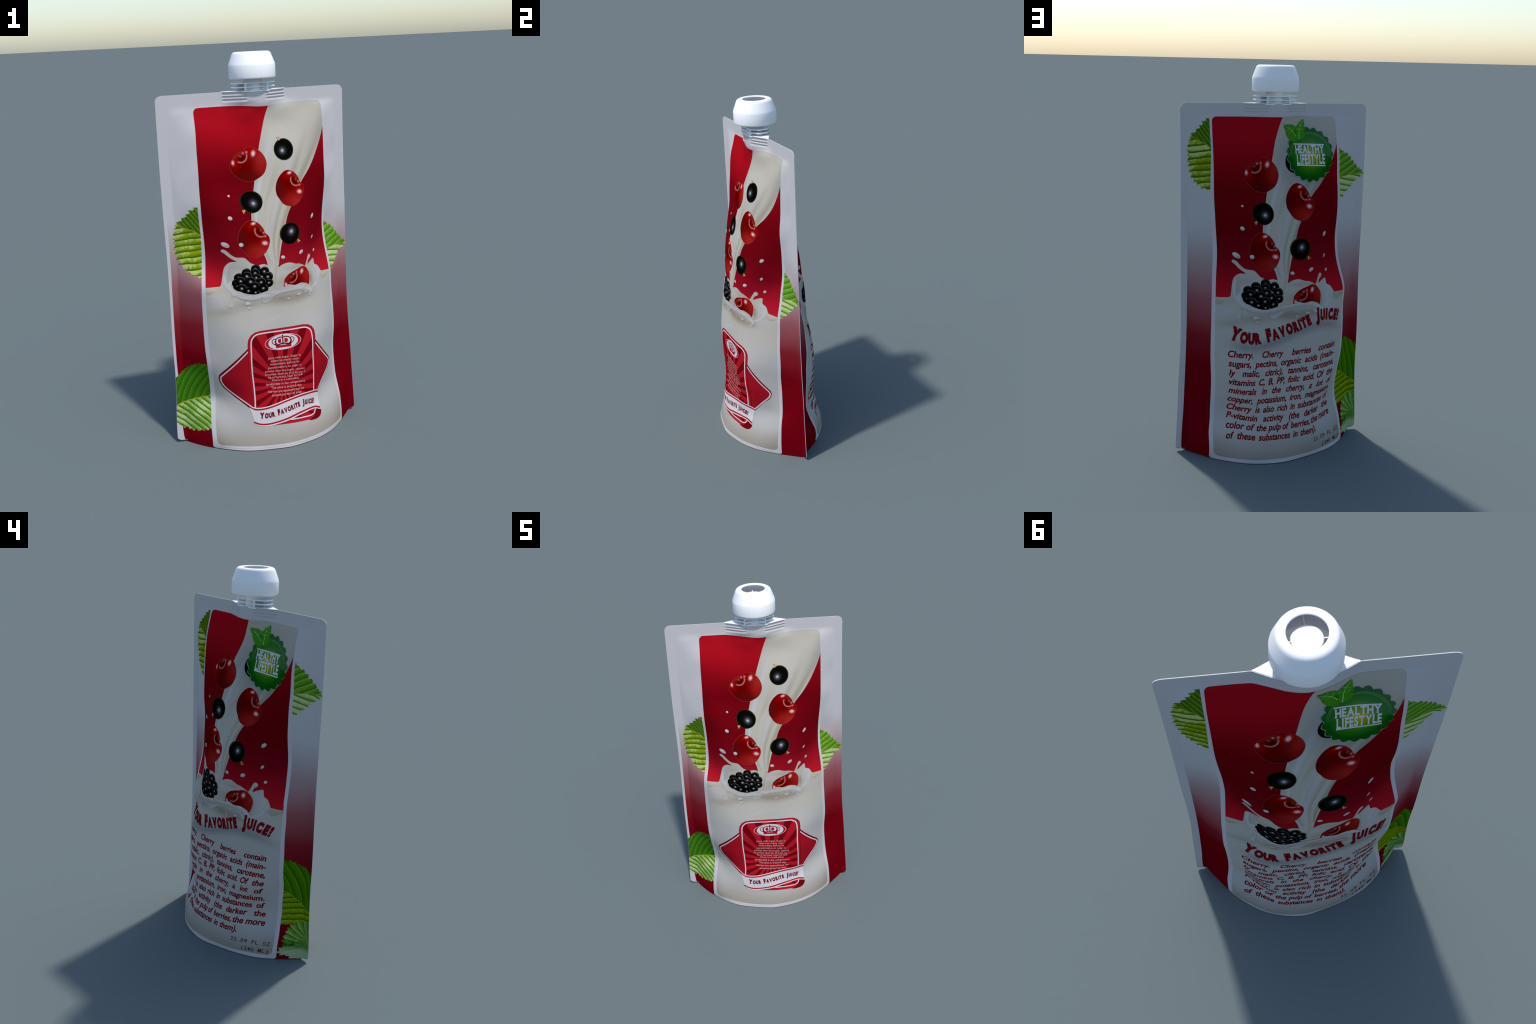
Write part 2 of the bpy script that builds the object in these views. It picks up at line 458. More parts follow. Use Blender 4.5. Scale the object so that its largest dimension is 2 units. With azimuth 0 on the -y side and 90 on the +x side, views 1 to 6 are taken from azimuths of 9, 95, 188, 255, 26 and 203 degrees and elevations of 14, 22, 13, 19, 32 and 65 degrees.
# ------------------------------------------------------------ lettering
def glyphs(text, weight=0.0, shear=0.0):
    """flat mesh of a line of text in the built-in font, size 1"""
    cu = bpy.data.curves.new("lettering", "FONT")
    cu.body, cu.size, cu.offset, cu.shear, cu.resolution_u = text, 1.0, weight, shear, 4
    ob = bpy.data.objects.new("lettering", cu)
    bpy.context.scene.collection.objects.link(ob)
    dg = bpy.context.evaluated_depsgraph_get()
    me = bpy.data.meshes.new_from_object(ob.evaluated_get(dg))
    bm = bmesh.new()
    bm.from_mesh(me)
    bmesh.ops.triangulate(bm, faces=bm.faces)
    v = np.array([tuple(q.co[:2]) for q in bm.verts]).reshape(-1, 2)
    f = np.array([[q.index for q in fc.verts] for fc in bm.faces])
    bm.free()
    bpy.data.objects.remove(ob)
    bpy.data.meshes.remove(me)
    bpy.data.curves.remove(cu)
    if len(f):
        a, b, c = v[f[:, 0]], v[f[:, 1]], v[f[:, 2]]
        area = (b[:, 0] - a[:, 0]) * (c[:, 1] - a[:, 1]) - (b[:, 1] - a[:, 1]) * (c[:, 0] - a[:, 0])
        f[area < 0] = f[area < 0][:, ::-1]
    return v, f


def refine(v, f, longest):
    """split long triangle edges so that lettering bends with the film"""
    bm = bmesh.new()
    vs = [bm.verts.new((p[0], p[1], 0)) for p in v]
    for t in f:
        try:
            bm.faces.new([vs[i] for i in t])
        except ValueError:
            pass
    for _ in range(4):
        long = [e for e in bm.edges if e.calc_length() > longest]
        if not long:
            break
        bmesh.ops.subdivide_edges(bm, edges=long, cuts=1)
        bmesh.ops.triangulate(bm, faces=bm.faces)
    bm.verts.index_update()
    V = np.array([tuple(q.co[:2]) for q in bm.verts])
    F = np.array([[q.index for q in fc.verts] for fc in bm.faces])
    bm.free()
    return V, F


class Lettering:
    """collects pieces of text in sheet units, to become one mesh"""
    def __init__(self):
        self.v, self.f, self.n = [], [], 0

    def add(self, v, f):
        if len(f):
            self.v.append(v)
            self.f.append(f + self.n)
            self.n += len(v)

    def line(self, text, s0, s1, base, xscale_size, weight=0.0, shear=0.0, slope=0.0, justify=False):
        """set a line between s0 and s1 with the given letter size"""
        size = xscale_size
        if not justify:
            v, f = glyphs(text, weight, shear)
            w = v[:, 0].max() - v[:, 0].min()
            x = s0 + (v[:, 0] - v[:, 0].min()) / w * (s1 - s0)
            self.add(np.stack([x, base + v[:, 1] * size + slope * (x - s0)], 1), f)
            return
        words = [glyphs(w, weight, shear) for w in text.split()]
        ws = [w[0][:, 0].max() - w[0][:, 0].min() for w in words]
        k = .80 * size * min(1.0, (s1 - s0) / size / .80 / (sum(ws) + .20 * (len(ws) - 1)))
        gap = (s1 - s0 - sum(ws) * k) / max(1, len(ws) - 1)
        x0 = s0
        for (v, f), w in zip(words, ws):
            x = x0 + (v[:, 0] - v[:, 0].min()) * k
            self.add(np.stack([x, base + v[:, 1] * size + slope * (x - s0)], 1), f)
            x0 += w * k + gap

    def along(self, text, base, top_h, small, weight=0.0, gap=.1, space=.5, shear=0.0, lead=None):
        """set capitals along a curve; initials of words are taller than the rest"""
        path = smooth_loop(base, 200, closed=False)
        L = np.concatenate([[0], np.cumsum(np.linalg.norm(np.diff(path, axis=0), axis=1))])
        items = []
        for wi, word in enumerate(text.split()):
            for ci, ch in enumerate(word):
                v, f = glyphs(ch, weight, shear)
                items.append((v, f, top_h if ci == 0 else small, ci == len(word) - 1))
        nat = [(i[0][:, 0].max() - i[0][:, 0].min()) * i[2] for i in items]
        tot = sum(nat) + sum((space if i[3] else gap) * i[2] for i in items[:-1])
        k, pos = L[-1] / tot, 0.0
        for (v, f, h, last), w in zip(items, nat):
            mid = (pos + w / 2) * k
            p = np.array([np.interp(mid, L, path[:, j]) for j in (0, 1)])
            q = np.array([np.interp(mid + .004, L, path[:, j]) for j in (0, 1)]) - np.array([np.interp(mid - .004, L, path[:, j]) for j in (0, 1)])
            q /= np.linalg.norm(q)
            x = (v[:, 0] - (v[:, 0].max() + v[:, 0].min()) / 2) * h * k
            y = v[:, 1] * h / .682
            self.add(p + x[:, None] * q + y[:, None] * np.array([-q[1], q[0]]), f)
            pos += w + (space if last else gap) * h

    def put(self, side, name, mat, layer, longest=.012):
        v, f = refine(np.concatenate(self.v), np.concatenate(self.f), longest)
        return side.put(name, v, f, mat, layer)

# ------------------------------------------------------------ the two films
film_paint = ink("printed_film", WHITE)
x, z = film_paint.axes()
film_paint.ramp(z / 1.82, [(0, albedo(112, 4, 20)), (.27, albedo(116, 6, 22)), (.36, albedo(128, 34, 46)), (.46, albedo(150, 92, 102)),
                           (.56, albedo(168, 150, 156)), (.66, (.48, .465, .475, 1)), (1, WHITE)])

front = Side(FRONT, "front_film", film_paint)
back = Side(BACK, "back_film", film_paint)
white_ink = ink("white_ink", WHITE)


def on_back(pts):
    """where front artwork lands on the back film (the two webs are slightly out of register)"""
    p = np.array(pts, float)
    s, t = p[..., 0].copy(), p[..., 1].copy()
    p[..., 0] = s - .012 * np.clip(1 - (s / PANEL) ** 2, 0, 1)
    p[..., 1] = t + np.clip(.04 * (t - 1.2), -.0145, .009) - .015 * s
    return p


def same(pts):
    return np.array(pts, float)


# -------------------------------------------------- artwork shared by both sides
PANEL_TOP, MILK_LINE = 1.742, .857
STREAM_LEFT = ((.040, 1.745), (.023, 1.699), (.006, 1.645), (-.033, 1.523), (-.060, 1.416), (-.081, 1.323), (-.100, 1.245), (-.109, 1.180),
               (-.107, 1.115), (-.086, 1.061), (-.063, 1.016), (-.050, .983), (-.044, .945))
STREAM_RIGHT = ((.346, 1.612), (.332, 1.567), (.312, 1.519), (.281, 1.459), (.239, 1.400), (.187, 1.345), (.150, 1.290), (.115, 1.233),
                (.089, 1.185), (.062, 1.105), (.043, 1.049), (.026, .991), (.011, .930))
SPLASH = ((-.345, .857), (-.279, .860), (-.271, .871), (-.266, .913), (-.261, .950), (-.248, .971), (-.230, .982), (-.203, .984), (-.222, .995),
          (-.243, 1.010), (-.259, 1.025), (-.272, 1.034), (-.274, 1.042), (-.264, 1.047), (-.247, 1.038), (-.229, 1.020), (-.205, 1.006),
          (-.168, 1.003), (-.152, .991), (-.136, .975), (-.116, .966), (-.096, .960), (-.069, .963), (-.046, .956), (.010, .940), (.031, .947),
          (.056, .953), (.082, .953), (.114, .942), (.137, .938), (.163, .925), (.173, .918), (.189, .942), (.201, .964), (.211, .971),
          (.221, .964), (.218, .951), (.203, .941), (.195, .921), (.216, .931), (.237, .939), (.245, .935), (.246, .910), (.267, .896),
          (.278, .879), (.288, .862), (.345, .857))
RIM_TOP = ((-.226, .842), (-.211, .839), (-.187, .835), (-.166, .825), (-.139, .817), (-.111, .813), (-.083, .816), (-.054, .823), (-.015, .828),
           (.044, .835), (.066, .843), (.103, .833), (.141, .837), (.177, .826), (.186, .818), (.203, .803), (.216, .789))
RIM_BOTTOM = ((.213, .778), (.208, .765), (.196, .757), (.186, .762), (.179, .779), (.164, .777), (.147, .797), (.122, .802), (.065, .804),
              (.020, .801), (-.010, .791), (-.036, .771), (-.050, .764), (-.062, .762), (-.076, .767), (-.083, .776), (-.078, .785), (-.070, .791),
              (-.095, .784), (-.124, .782), (-.154, .786), (-.184, .795), (-.209, .811), (-.217, .798), (-.220, .776), (-.226, .760),
              (-.240, .754), (-.246, .760), (-.238, .782), (-.226, .801))
DROPLETS = ((-.206, 1.307, .0065, .0055, -.4), (-.215, 1.201, .0115, .0095, -.5), (-.252, 1.070, .021, .012, -.5), (-.175, 1.068, .0115, .010, -.3),
            (.250, 1.163, .0135, .0085, .9), (.246, 1.054, .0105, .0055, 1.0), (.255, .979, .009, .0065, .9), (.152, .997, .0145, .009, .5),
            (.043, .985, .0115, .0085, -.2), (-.150, .770, .0145, .009, 0), (-.145, .745, .0095, .006, 0), (.063, .769, .008, .0045, 0), (.125, .781, .012, .0055, .1))
DRUPELETS = ((-.110, .942, .0225), (-.156, .926, .0215), (-.190, .902, .0225), (-.064, .925, .0235), (-.045, .896, .0245), (-.112, .921, .023),
             (-.200, .876, .0205), (-.106, .897, .023), (-.153, .908, .0245), (-.039, .865, .0205), (-.196, .860, .0185), (-.182, .885, .0225), (-.068, .840, .024),
             (-.108, .823, .0195), (-.144, .834, .022), (-.080, .872, .0245), (-.176, .848, .0235), (-.134, .880, .0265), (-.113, .855, .0245))
CHERRY = ((-.186, 1.452), (-.182, 1.467), (-.172, 1.486), (-.155, 1.502), (-.133, 1.514), (-.111, 1.520), (-.101, 1.529), (-.089, 1.536), (-.072, 1.537),
          (-.055, 1.532), (-.033, 1.518), (-.017, 1.501), (-.006, 1.480), (-.001, 1.454), (-.006, 1.432), (-.016, 1.411), (-.032, 1.395), (-.052, 1.384),
          (-.072, 1.374), (-.085, 1.372), (-.103, 1.372), (-.125, 1.378), (-.144, 1.388), (-.163, 1.404), (-.176, 1.421), (-.184, 1.437))
CHERRY_C, CHERRY_R = (-.094, 1.455), .0925


def quad(pts):
    p = np.array(pts)
    return np.polyfit(p[:, 1], p[:, 0], 3)


def horner(e, coef):
    r = e * float(coef[0]) + float(coef[1])
    for c in coef[2:]:
        r = r * e + float(c)
    return r


def milk_paint(name, is_back):
    m = ink(name, albedo(178, 181, 184))
    x, z = m.axes()
    m.over(albedo(182, 181, 175), z.step(.55, .80))
    # streaks of the poured stream, between its left and right border
    L, R = quad(STREAM_LEFT[:-1]), quad(((.40, 1.742),) + STREAM_RIGHT[:-1])
    xl, xr = horner(z, L), horner(z, R)
    u = (x - xl) / (xr - xl)
    stream = z.step(.93, .99) * u.step(-.03, .01) * u.step(1.03, .99)
    comb = m.tree.nodes.new("ShaderNodeCombineXYZ")
    m.tree.links.new((u * 7.0).sock, comb.inputs[0])
    m.tree.links.new((z * 1.6).sock, comb.inputs[2])
    n = m.tree.nodes.new("ShaderNodeTexNoise")
    n.inputs["Scale"].default_value, n.inputs["Detail"].default_value = 1.0, 2
    m.tree.links.new(comb.outputs[0], n.inputs["Vector"])
    streak = Expr(m.tree, n.outputs[0])
    m.over(albedo(150, 147, 132), streak.step(.50, .36) * stream * z.step(1.62, 1.30) * .45)
    m.over(albedo(186, 190, 198), streak.step(.55, .68) * stream * z.step(1.66, 1.36) * .7)
    for uc, w, col, amt in ((.17, .05, albedo(188, 192, 201), .9), (.08, .05, albedo(160, 164, 158), .6), (.97, .07, albedo(152, 150, 134), .8),
                            (.60, .06, albedo(182, 186, 192), .6), (.72, .05, albedo(156, 152, 138), .5)):
        a = (u - uc) * (1 / w)
        m.over(col, ((a * a) * -1.0).exp() * stream * z.step(1.66, 1.40) * amt)
    m.over(albedo(150, 152, 148), u.step(.78, 1.02) * z.step(1.40, 1.62) * .5)
    # the foot of the poured column, standing in the splash
    cx = (x + .016 + (.945 - z) * .18) * (1 / .031)
    inside_ = (1.0 - (cx * cx * cx * cx)).step(.0, .25) * z.step(.96, .94) * z.step(.826, .842)
    m.over(albedo(184, 184, 178), inside_)
    m.over(albedo(156, 154, 142), inside_ * cx.step(.45, 1.0) * .7)
    m.over(albedo(164, 163, 154), inside_ * cx.step(-.3, -1.0) * .55)
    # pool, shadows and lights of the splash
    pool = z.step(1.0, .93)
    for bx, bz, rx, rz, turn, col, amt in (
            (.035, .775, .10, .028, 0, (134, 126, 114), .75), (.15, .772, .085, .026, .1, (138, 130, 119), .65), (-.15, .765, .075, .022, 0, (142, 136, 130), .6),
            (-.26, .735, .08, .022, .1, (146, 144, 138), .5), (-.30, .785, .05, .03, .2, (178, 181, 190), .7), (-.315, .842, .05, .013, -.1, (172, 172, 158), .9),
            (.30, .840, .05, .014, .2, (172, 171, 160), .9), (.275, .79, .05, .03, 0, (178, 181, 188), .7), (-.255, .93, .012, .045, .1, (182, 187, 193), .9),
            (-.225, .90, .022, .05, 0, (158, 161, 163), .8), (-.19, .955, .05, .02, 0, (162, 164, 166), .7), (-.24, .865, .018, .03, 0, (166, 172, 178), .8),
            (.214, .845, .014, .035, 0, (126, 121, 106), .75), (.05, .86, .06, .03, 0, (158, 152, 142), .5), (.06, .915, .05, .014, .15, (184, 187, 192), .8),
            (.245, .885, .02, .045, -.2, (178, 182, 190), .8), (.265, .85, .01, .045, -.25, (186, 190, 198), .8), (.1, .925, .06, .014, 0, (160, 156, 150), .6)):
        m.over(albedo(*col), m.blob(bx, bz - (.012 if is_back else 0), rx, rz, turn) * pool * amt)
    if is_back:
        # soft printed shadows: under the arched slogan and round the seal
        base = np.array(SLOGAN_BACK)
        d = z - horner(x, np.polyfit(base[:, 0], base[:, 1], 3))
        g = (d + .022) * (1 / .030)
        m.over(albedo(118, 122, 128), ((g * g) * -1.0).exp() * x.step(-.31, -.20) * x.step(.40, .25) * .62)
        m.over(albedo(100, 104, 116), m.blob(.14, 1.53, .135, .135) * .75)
    else:
        m.over(albedo(186, 190, 198), m.blob(-.045, .672, .075, .008, .30) * .5)
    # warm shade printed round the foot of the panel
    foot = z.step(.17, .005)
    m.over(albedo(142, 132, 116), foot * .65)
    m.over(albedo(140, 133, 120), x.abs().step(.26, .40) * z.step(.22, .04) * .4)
    return m


SLOGAN_BACK = ((-.285, .652), (-.241, .637), (-.200, .630), (-.157, .629), (-.126, .634), (-.062, .647), (.013, .669), (.060, .681),
               (.132, .707), (.168, .719), (.241, .716), (.305, .697))

red_paint = ink("red_ink", DARK_RED)
x, z = red_paint.axes()
red_paint.ramp((z - .8) * (1 / .95), [(0, albedo(184, 26, 42)), (.07, albedo(178, 26, 41)), (.17, albedo(150, 19, 35)), (.27, albedo(122, 10, 26)),
                                     (.40, albedo(108, 7, 19)), (.62, albedo(112, 6, 18)), (.75, albedo(140, 10, 24)), (.88, albedo(164, 16, 31)), (1, albedo(168, 18, 33))])

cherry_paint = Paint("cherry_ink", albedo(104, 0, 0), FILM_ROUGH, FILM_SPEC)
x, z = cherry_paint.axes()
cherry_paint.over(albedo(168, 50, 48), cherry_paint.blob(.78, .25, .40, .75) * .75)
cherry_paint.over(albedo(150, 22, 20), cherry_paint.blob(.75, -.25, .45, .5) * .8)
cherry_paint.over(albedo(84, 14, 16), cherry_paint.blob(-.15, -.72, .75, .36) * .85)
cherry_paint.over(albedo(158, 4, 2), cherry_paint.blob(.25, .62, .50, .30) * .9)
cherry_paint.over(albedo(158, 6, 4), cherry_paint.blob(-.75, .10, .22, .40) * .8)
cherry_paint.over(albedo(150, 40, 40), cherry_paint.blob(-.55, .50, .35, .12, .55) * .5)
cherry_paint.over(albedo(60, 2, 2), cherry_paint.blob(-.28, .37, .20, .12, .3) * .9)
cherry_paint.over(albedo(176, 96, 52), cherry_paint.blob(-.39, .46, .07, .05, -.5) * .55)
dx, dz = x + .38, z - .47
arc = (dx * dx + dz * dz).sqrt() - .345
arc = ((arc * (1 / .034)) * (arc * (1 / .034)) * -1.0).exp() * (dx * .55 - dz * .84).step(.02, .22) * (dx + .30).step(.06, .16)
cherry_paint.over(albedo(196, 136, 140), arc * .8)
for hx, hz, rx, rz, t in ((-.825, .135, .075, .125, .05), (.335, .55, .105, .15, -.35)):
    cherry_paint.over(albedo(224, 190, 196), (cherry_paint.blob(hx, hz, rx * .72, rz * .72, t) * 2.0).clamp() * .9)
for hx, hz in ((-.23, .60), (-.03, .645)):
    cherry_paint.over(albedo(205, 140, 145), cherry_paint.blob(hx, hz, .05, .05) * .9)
cherry_rim_paint = ink("cherry_rim_ink", albedo(150, 60, 58))

currant_paint = Paint("currant_ink", albedo(8, 9, 8), FILM_ROUGH, FILM_SPEC)
x, z = currant_paint.axes()
r = (x * x + z * z).sqrt()
currant_paint.over(albedo(52, 50, 16), r.step(.86, 1.0) * .8)
currant_paint.over(albedo(96, 104, 112), currant_paint.blob(.20, 0, .26, .26) * .9)
currant_paint.over(albedo(186, 192, 204), currant_paint.blob(.20, 0, .115, .115))
stalk_paint = ink("stalk_ink", albedo(196, 156, 124))
stalk_paint.over(albedo(120, 70, 40), stalk_paint.noise(160).step(.5, .62))

drupelet_paint = Paint("drupelet_ink", albedo(5, 5, 6), FILM_ROUGH, FILM_SPEC)
x, z = drupelet_paint.axes()
r = (x * x + z * z).sqrt()
ring = ((r - .91) * 20.0)
drupelet_paint.over(albedo(120, 120, 122), ((ring * ring) * -1.0).exp() * (z + x * .5).step(.1, .9) * .6)
drupelet_paint.over(albedo(84, 84, 88), drupelet_paint.blob(-.05, .02, .30, .27) * .75)
drupelet_paint.over(albedo(196, 198, 203), drupelet_paint.blob(-.05, .04, .155, .14))

RIM_MID = ((-.215, .826), (-.16, .808), (-.11, .797), (-.06, .802), (0, .811), (.065, .821), (.12, .819), (.19, .800))
rim_paint = ink("milk_rim_ink", albedo(178, 180, 184))
x, z = rim_paint.axes()
q = np.array(RIM_MID)
d = z - horner(x, np.polyfit(q[:, 0], q[:, 1], 4))
rim_paint.over(albedo(190, 192, 196), ((d * (1 / .010)) * (d * (1 / .010)) * -1.0).exp() * .9)
low = (d + .020) * (1 / .009)
rim_paint.over(albedo(154, 151, 147), ((low * low) * -1.0).exp() * .65)
rim_paint.over(albedo(160, 158, 156), d.step(.012, .024) * .55)
rim_paint.over(albedo(166, 166, 167), rim_paint.noise(24, 1, (1, 1, 2.5)).step(.50, .66) * .45)
pool_paint = ink("milk_pool_ink", albedo(180, 180, 170))
x, z = pool_paint.axes()
pool_paint.over(albedo(160, 158, 145), (z - x.abs() * .12).step(.812, .785) * .8)
crest_paint = ink("milk_crest_ink", albedo(186, 189, 194))
crest_paint.over(albedo(170, 172, 175), crest_paint.noise(18, 1).step(.45, .62) * .6)
droplet_paint = Paint("milk_droplet_ink", albedo(186, 189, 193), FILM_ROUGH, FILM_SPEC)
droplet_paint.over(albedo(150, 152, 156), droplet_paint.blob(.25, -.55, .7, .45) * .8)
droplet_paint.over(albedo(205, 208, 212), droplet_paint.blob(-.2, .3, .4, .3) * .8)


def panel_art(side, reg, milk):
    """everything that is printed alike on both sides; reg() brings it into register"""
    top = PANEL_TOP + (.004 if side is back else 0)
    v, f = fill(rounded_rect(-.362, .0006, .362, 1.30, .012), .010)
    side.put("panel_border", v, f, white_ink, 1)
    v, f = fill(rounded_rect(-PANEL, .021, PANEL, top, .024), .008)
    side.put("milk_panel", v, f, milk, 2)
    # red ground above the milk line, cut round the stream and the splash
    splash, left, right = reg(SPLASH), reg(smooth_loop(STREAM_LEFT, 60, False)), reg(smooth_loop(STREAM_RIGHT, 60, False))
    splash = np.concatenate([smooth_loop(splash[1:-1], 180, False)])
    corner = [(-PANEL + .024 - .024 * math.cos(a), top - .024 + .024 * math.sin(a)) for a in np.linspace(0, math.pi / 2, 8)]
    j = int(np.argmin(np.linalg.norm(splash - left[-1], axis=1)))
    k = int(np.argmin(np.linalg.norm(splash - right[-1], axis=1)))
    line = reg([(0, MILK_LINE)])[0][1]
    left[0][1] = top
    a = np.concatenate([corner, left[:-2], splash[:j + 1][::-1], [(-PANEL, line)]])
    v, f = fill(a[::-1], .008)
    side.put("red_ground", v, f, red_paint, 3)
    right[0][0] = PANEL
    b = np.concatenate([right[:-2], splash[k:], [(PANEL, line)]])
    v, f = fill(b[::-1], .008)
    side.put("red_ground", v, f, red_paint, 3)
    # fruit
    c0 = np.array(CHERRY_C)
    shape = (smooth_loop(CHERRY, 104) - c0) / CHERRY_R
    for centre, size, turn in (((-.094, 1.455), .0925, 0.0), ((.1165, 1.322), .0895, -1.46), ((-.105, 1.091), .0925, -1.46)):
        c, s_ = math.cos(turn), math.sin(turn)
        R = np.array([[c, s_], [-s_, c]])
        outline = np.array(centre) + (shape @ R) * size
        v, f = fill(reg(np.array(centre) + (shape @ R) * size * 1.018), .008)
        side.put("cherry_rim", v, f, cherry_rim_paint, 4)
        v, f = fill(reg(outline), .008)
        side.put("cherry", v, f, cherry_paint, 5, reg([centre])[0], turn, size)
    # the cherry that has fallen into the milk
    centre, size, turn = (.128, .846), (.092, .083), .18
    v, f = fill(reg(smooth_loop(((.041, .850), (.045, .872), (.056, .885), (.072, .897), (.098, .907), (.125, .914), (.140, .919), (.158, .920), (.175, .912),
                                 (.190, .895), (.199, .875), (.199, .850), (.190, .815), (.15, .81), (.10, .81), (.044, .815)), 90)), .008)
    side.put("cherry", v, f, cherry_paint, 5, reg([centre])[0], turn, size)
    for (cx, cz), (rx, rz), hl in (((.100, 1.514), (.0545, .053), -2.66), ((-.098, 1.272), (.0575, .0535), -.69), ((.098, 1.099), (.060, .053), .92)):
        v, f = fill(reg(ellipse(cx, cz, rx, rz, 0, 56)), .008)
        side.put("currant", v, f, currant_paint, 6, reg([(cx, cz)])[0], hl, (rx, rz))
        a = hl - 1.68
        e = np.array([math.cos(a), math.sin(a)])
        tip = np.array([cx, cz]) + e * rx * .90
        n = np.array([-e[1], e[0]])
        stalk = [tip - n * .006, tip + e * .004 - n * .003, tip + e * .012 - n * .011, tip + e * .016 - n * .002, tip + e * .019 + n * .008, tip + e * .006 + n * .004, tip + n * .006]
        v, f = fill(reg(stalk), .005)
        side.put("currant_stalk", v, f, stalk_paint, 7)
    for i, (cx, cz, r) in enumerate(DRUPELETS):
        v, f = fill(reg(ellipse(cx, cz, r * 1.10, r * 1.06, 0, 36)), .008)
        side.put("blackberry_drupelet", v, f, drupelet_paint, 4 + i * .15, reg([(cx, cz)])[0], 0, r)
    v, f = fill(reg(np.concatenate([smooth_loop(RIM_TOP, 80, False), smooth_loop(RIM_BOTTOM, 150, False)]))[::-1], .008)
    side.put("milk_rim", v, f, rim_paint, 8)
    # still pools behind the waves, and the raised walls of the crown
    for pool in (((-.345, .857), (-.345, .826), (-.334, .820), (-.317, .826), (-.298, .840), (-.281, .858)), ((.345, .857), (.290, .861), (.282, .838), (.300, .821), (.325, .832), (.345, .846))):
        v, f = fill(reg(pool), .006)
        side.put("milk_pool", v, f, pool_paint, 3.4)
    for path, w0, w1 in ((((-.203, .983), (-.232, .974), (-.248, .956), (-.254, .925), (-.255, .890), (-.247, .862), (-.232, .842)), .003, .014),
                         (((-.225, .885), (-.236, .866), (-.232, .848), (-.218, .835)), .010, .018), (((.243, .930), (.240, .905), (.252, .885)), .003, .012),
                         (((.281, .868), (.272, .874), (.268, .858), (.258, .832), (.236, .808), (.212, .795)), .005, .016)):
        p = smooth_loop(path, 40, False)
        w = w0 + (w1 - w0) * np.sin(np.linspace(0, math.pi, len(p)) * .85)
        v, f = fill(reg(ribbon(p, w)), .006)
        side.put("milk_crest", v, f, crest_paint, 3.7)
    for cx, cz, rx, rz, t in DROPLETS:
        v, f = fill(reg(ellipse(cx, cz, rx, rz, t, 24)), .006)
        side.put("milk_droplet", v, f, droplet_paint, 8.5, reg([(cx, cz)])[0], 0, (rx + rz) / 2)


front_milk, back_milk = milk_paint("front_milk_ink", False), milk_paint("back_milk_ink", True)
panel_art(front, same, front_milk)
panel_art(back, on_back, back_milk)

# ---------------------------------------------------------------- printed leaves
def leaf_paint(name, dark, mid, light, wave, period, phase, vein=None, pale=None, pale_at=.5, grain=90):
    """ribbed leaf: `wave` is the coordinate across the ribs; each rib runs from dark to light"""
    m = ink(name, albedo(*mid))
    x, z = m.axes()
    c = wave(x, z)
    wob = (m.noise(14, 1) - .5) * (period * .35)
    f = ((c + wob - phase) * (1 / period)).fract()
    speck = m.noise(grain, 3)
    m.over(albedo(*light), f.step(.35, .95) * .85)
    m.over(albedo(*dark), (f + (speck - .5) * .35).step(.46, .04) * .95)
    m.over(albedo(*dark), speck.step(.50, .66) * .45)
    if pale:
        m.over(albedo(*pale), (m.noise(11, 2) + f * .25 + (speck - .5) * .7).step(pale_at, pale_at + .18) * f.step(.15, .5) * .8)
    if vein:
        m.over(albedo(*vein), ((f - .5).abs()).step(.455, .49) * .9)
    return m


def toothed(ctrl, teeth, depth, seed):
    """a smooth edge with leaf teeth that lean along it"""
    rnd = random.Random(seed)
    p = smooth_loop(ctrl, 260, False)
    L = np.concatenate([[0], np.cumsum(np.linalg.norm(np.diff(p, axis=0), axis=1))])
    cuts = [0.0]
    while cuts[-1] < teeth:
        cuts.append(cuts[-1] + rnd.uniform(.7, 1.3))
    cuts = np.array(cuts) / cuts[-1] * L[-1]
    d = np.gradient(p, axis=0)
    d /= np.linalg.norm(d, axis=1, keepdims=True)
    nrm = np.stack([d[:, 1], -d[:, 0]], 1)
    k = np.clip(np.searchsorted(cuts, L, side="right") - 1, 0, len(cuts) - 2)
    u = (L - cuts[k]) / (cuts[k + 1] - cuts[k])
    amp = np.array([rnd.uniform(.6, 1.25) for _ in cuts])[k]
    h = np.where(u < .72, (u / .72) ** 1.4, (1 - (u - .72) / .28)) + .18 * np.sin(u * 19)
    fade = np.clip(np.minimum(L, L[-1] - L) / .012, 0, 1)
    return p + nrm * ((h - .5) * depth * amp * fade)[:, None]


def printed_leaf(side, edge, mid, upper, lower, close_up, close_low, teeth, depth, seed, rib, layer=1.5, shift=(0, 0)):
    """half-leaf print: a toothed free edge split by the midrib into two halves of different green"""
    e = toothed(edge, teeth, depth, seed) + np.array(shift)
    m = smooth_loop(mid, 30, False) + np.array(shift)
    i = int(np.argmin(np.linalg.norm(e - m[0], axis=1)))
    for part, mat in ((np.concatenate([e[:i + 1], m] + ([np.array(close_up) + shift] if close_up else [])), upper),
                      (np.concatenate([m[::-1], e[i:]] + ([np.array(close_low) + shift] if close_low else [])), lower)):
        a = np.roll(part, -1, 0)
        if (part[:, 0] * a[:, 1] - part[:, 1] * a[:, 0]).sum() < 0:
            part = part[::-1]
        v, f = fill(part, .008)
        side.put("printed_leaf", v, f, mat, layer)
    v, f = fill(ribbon(m, np.linspace(.002, .0045, len(m))), .008)
    side.put("leaf_midrib", v, f, rib, layer + .4)


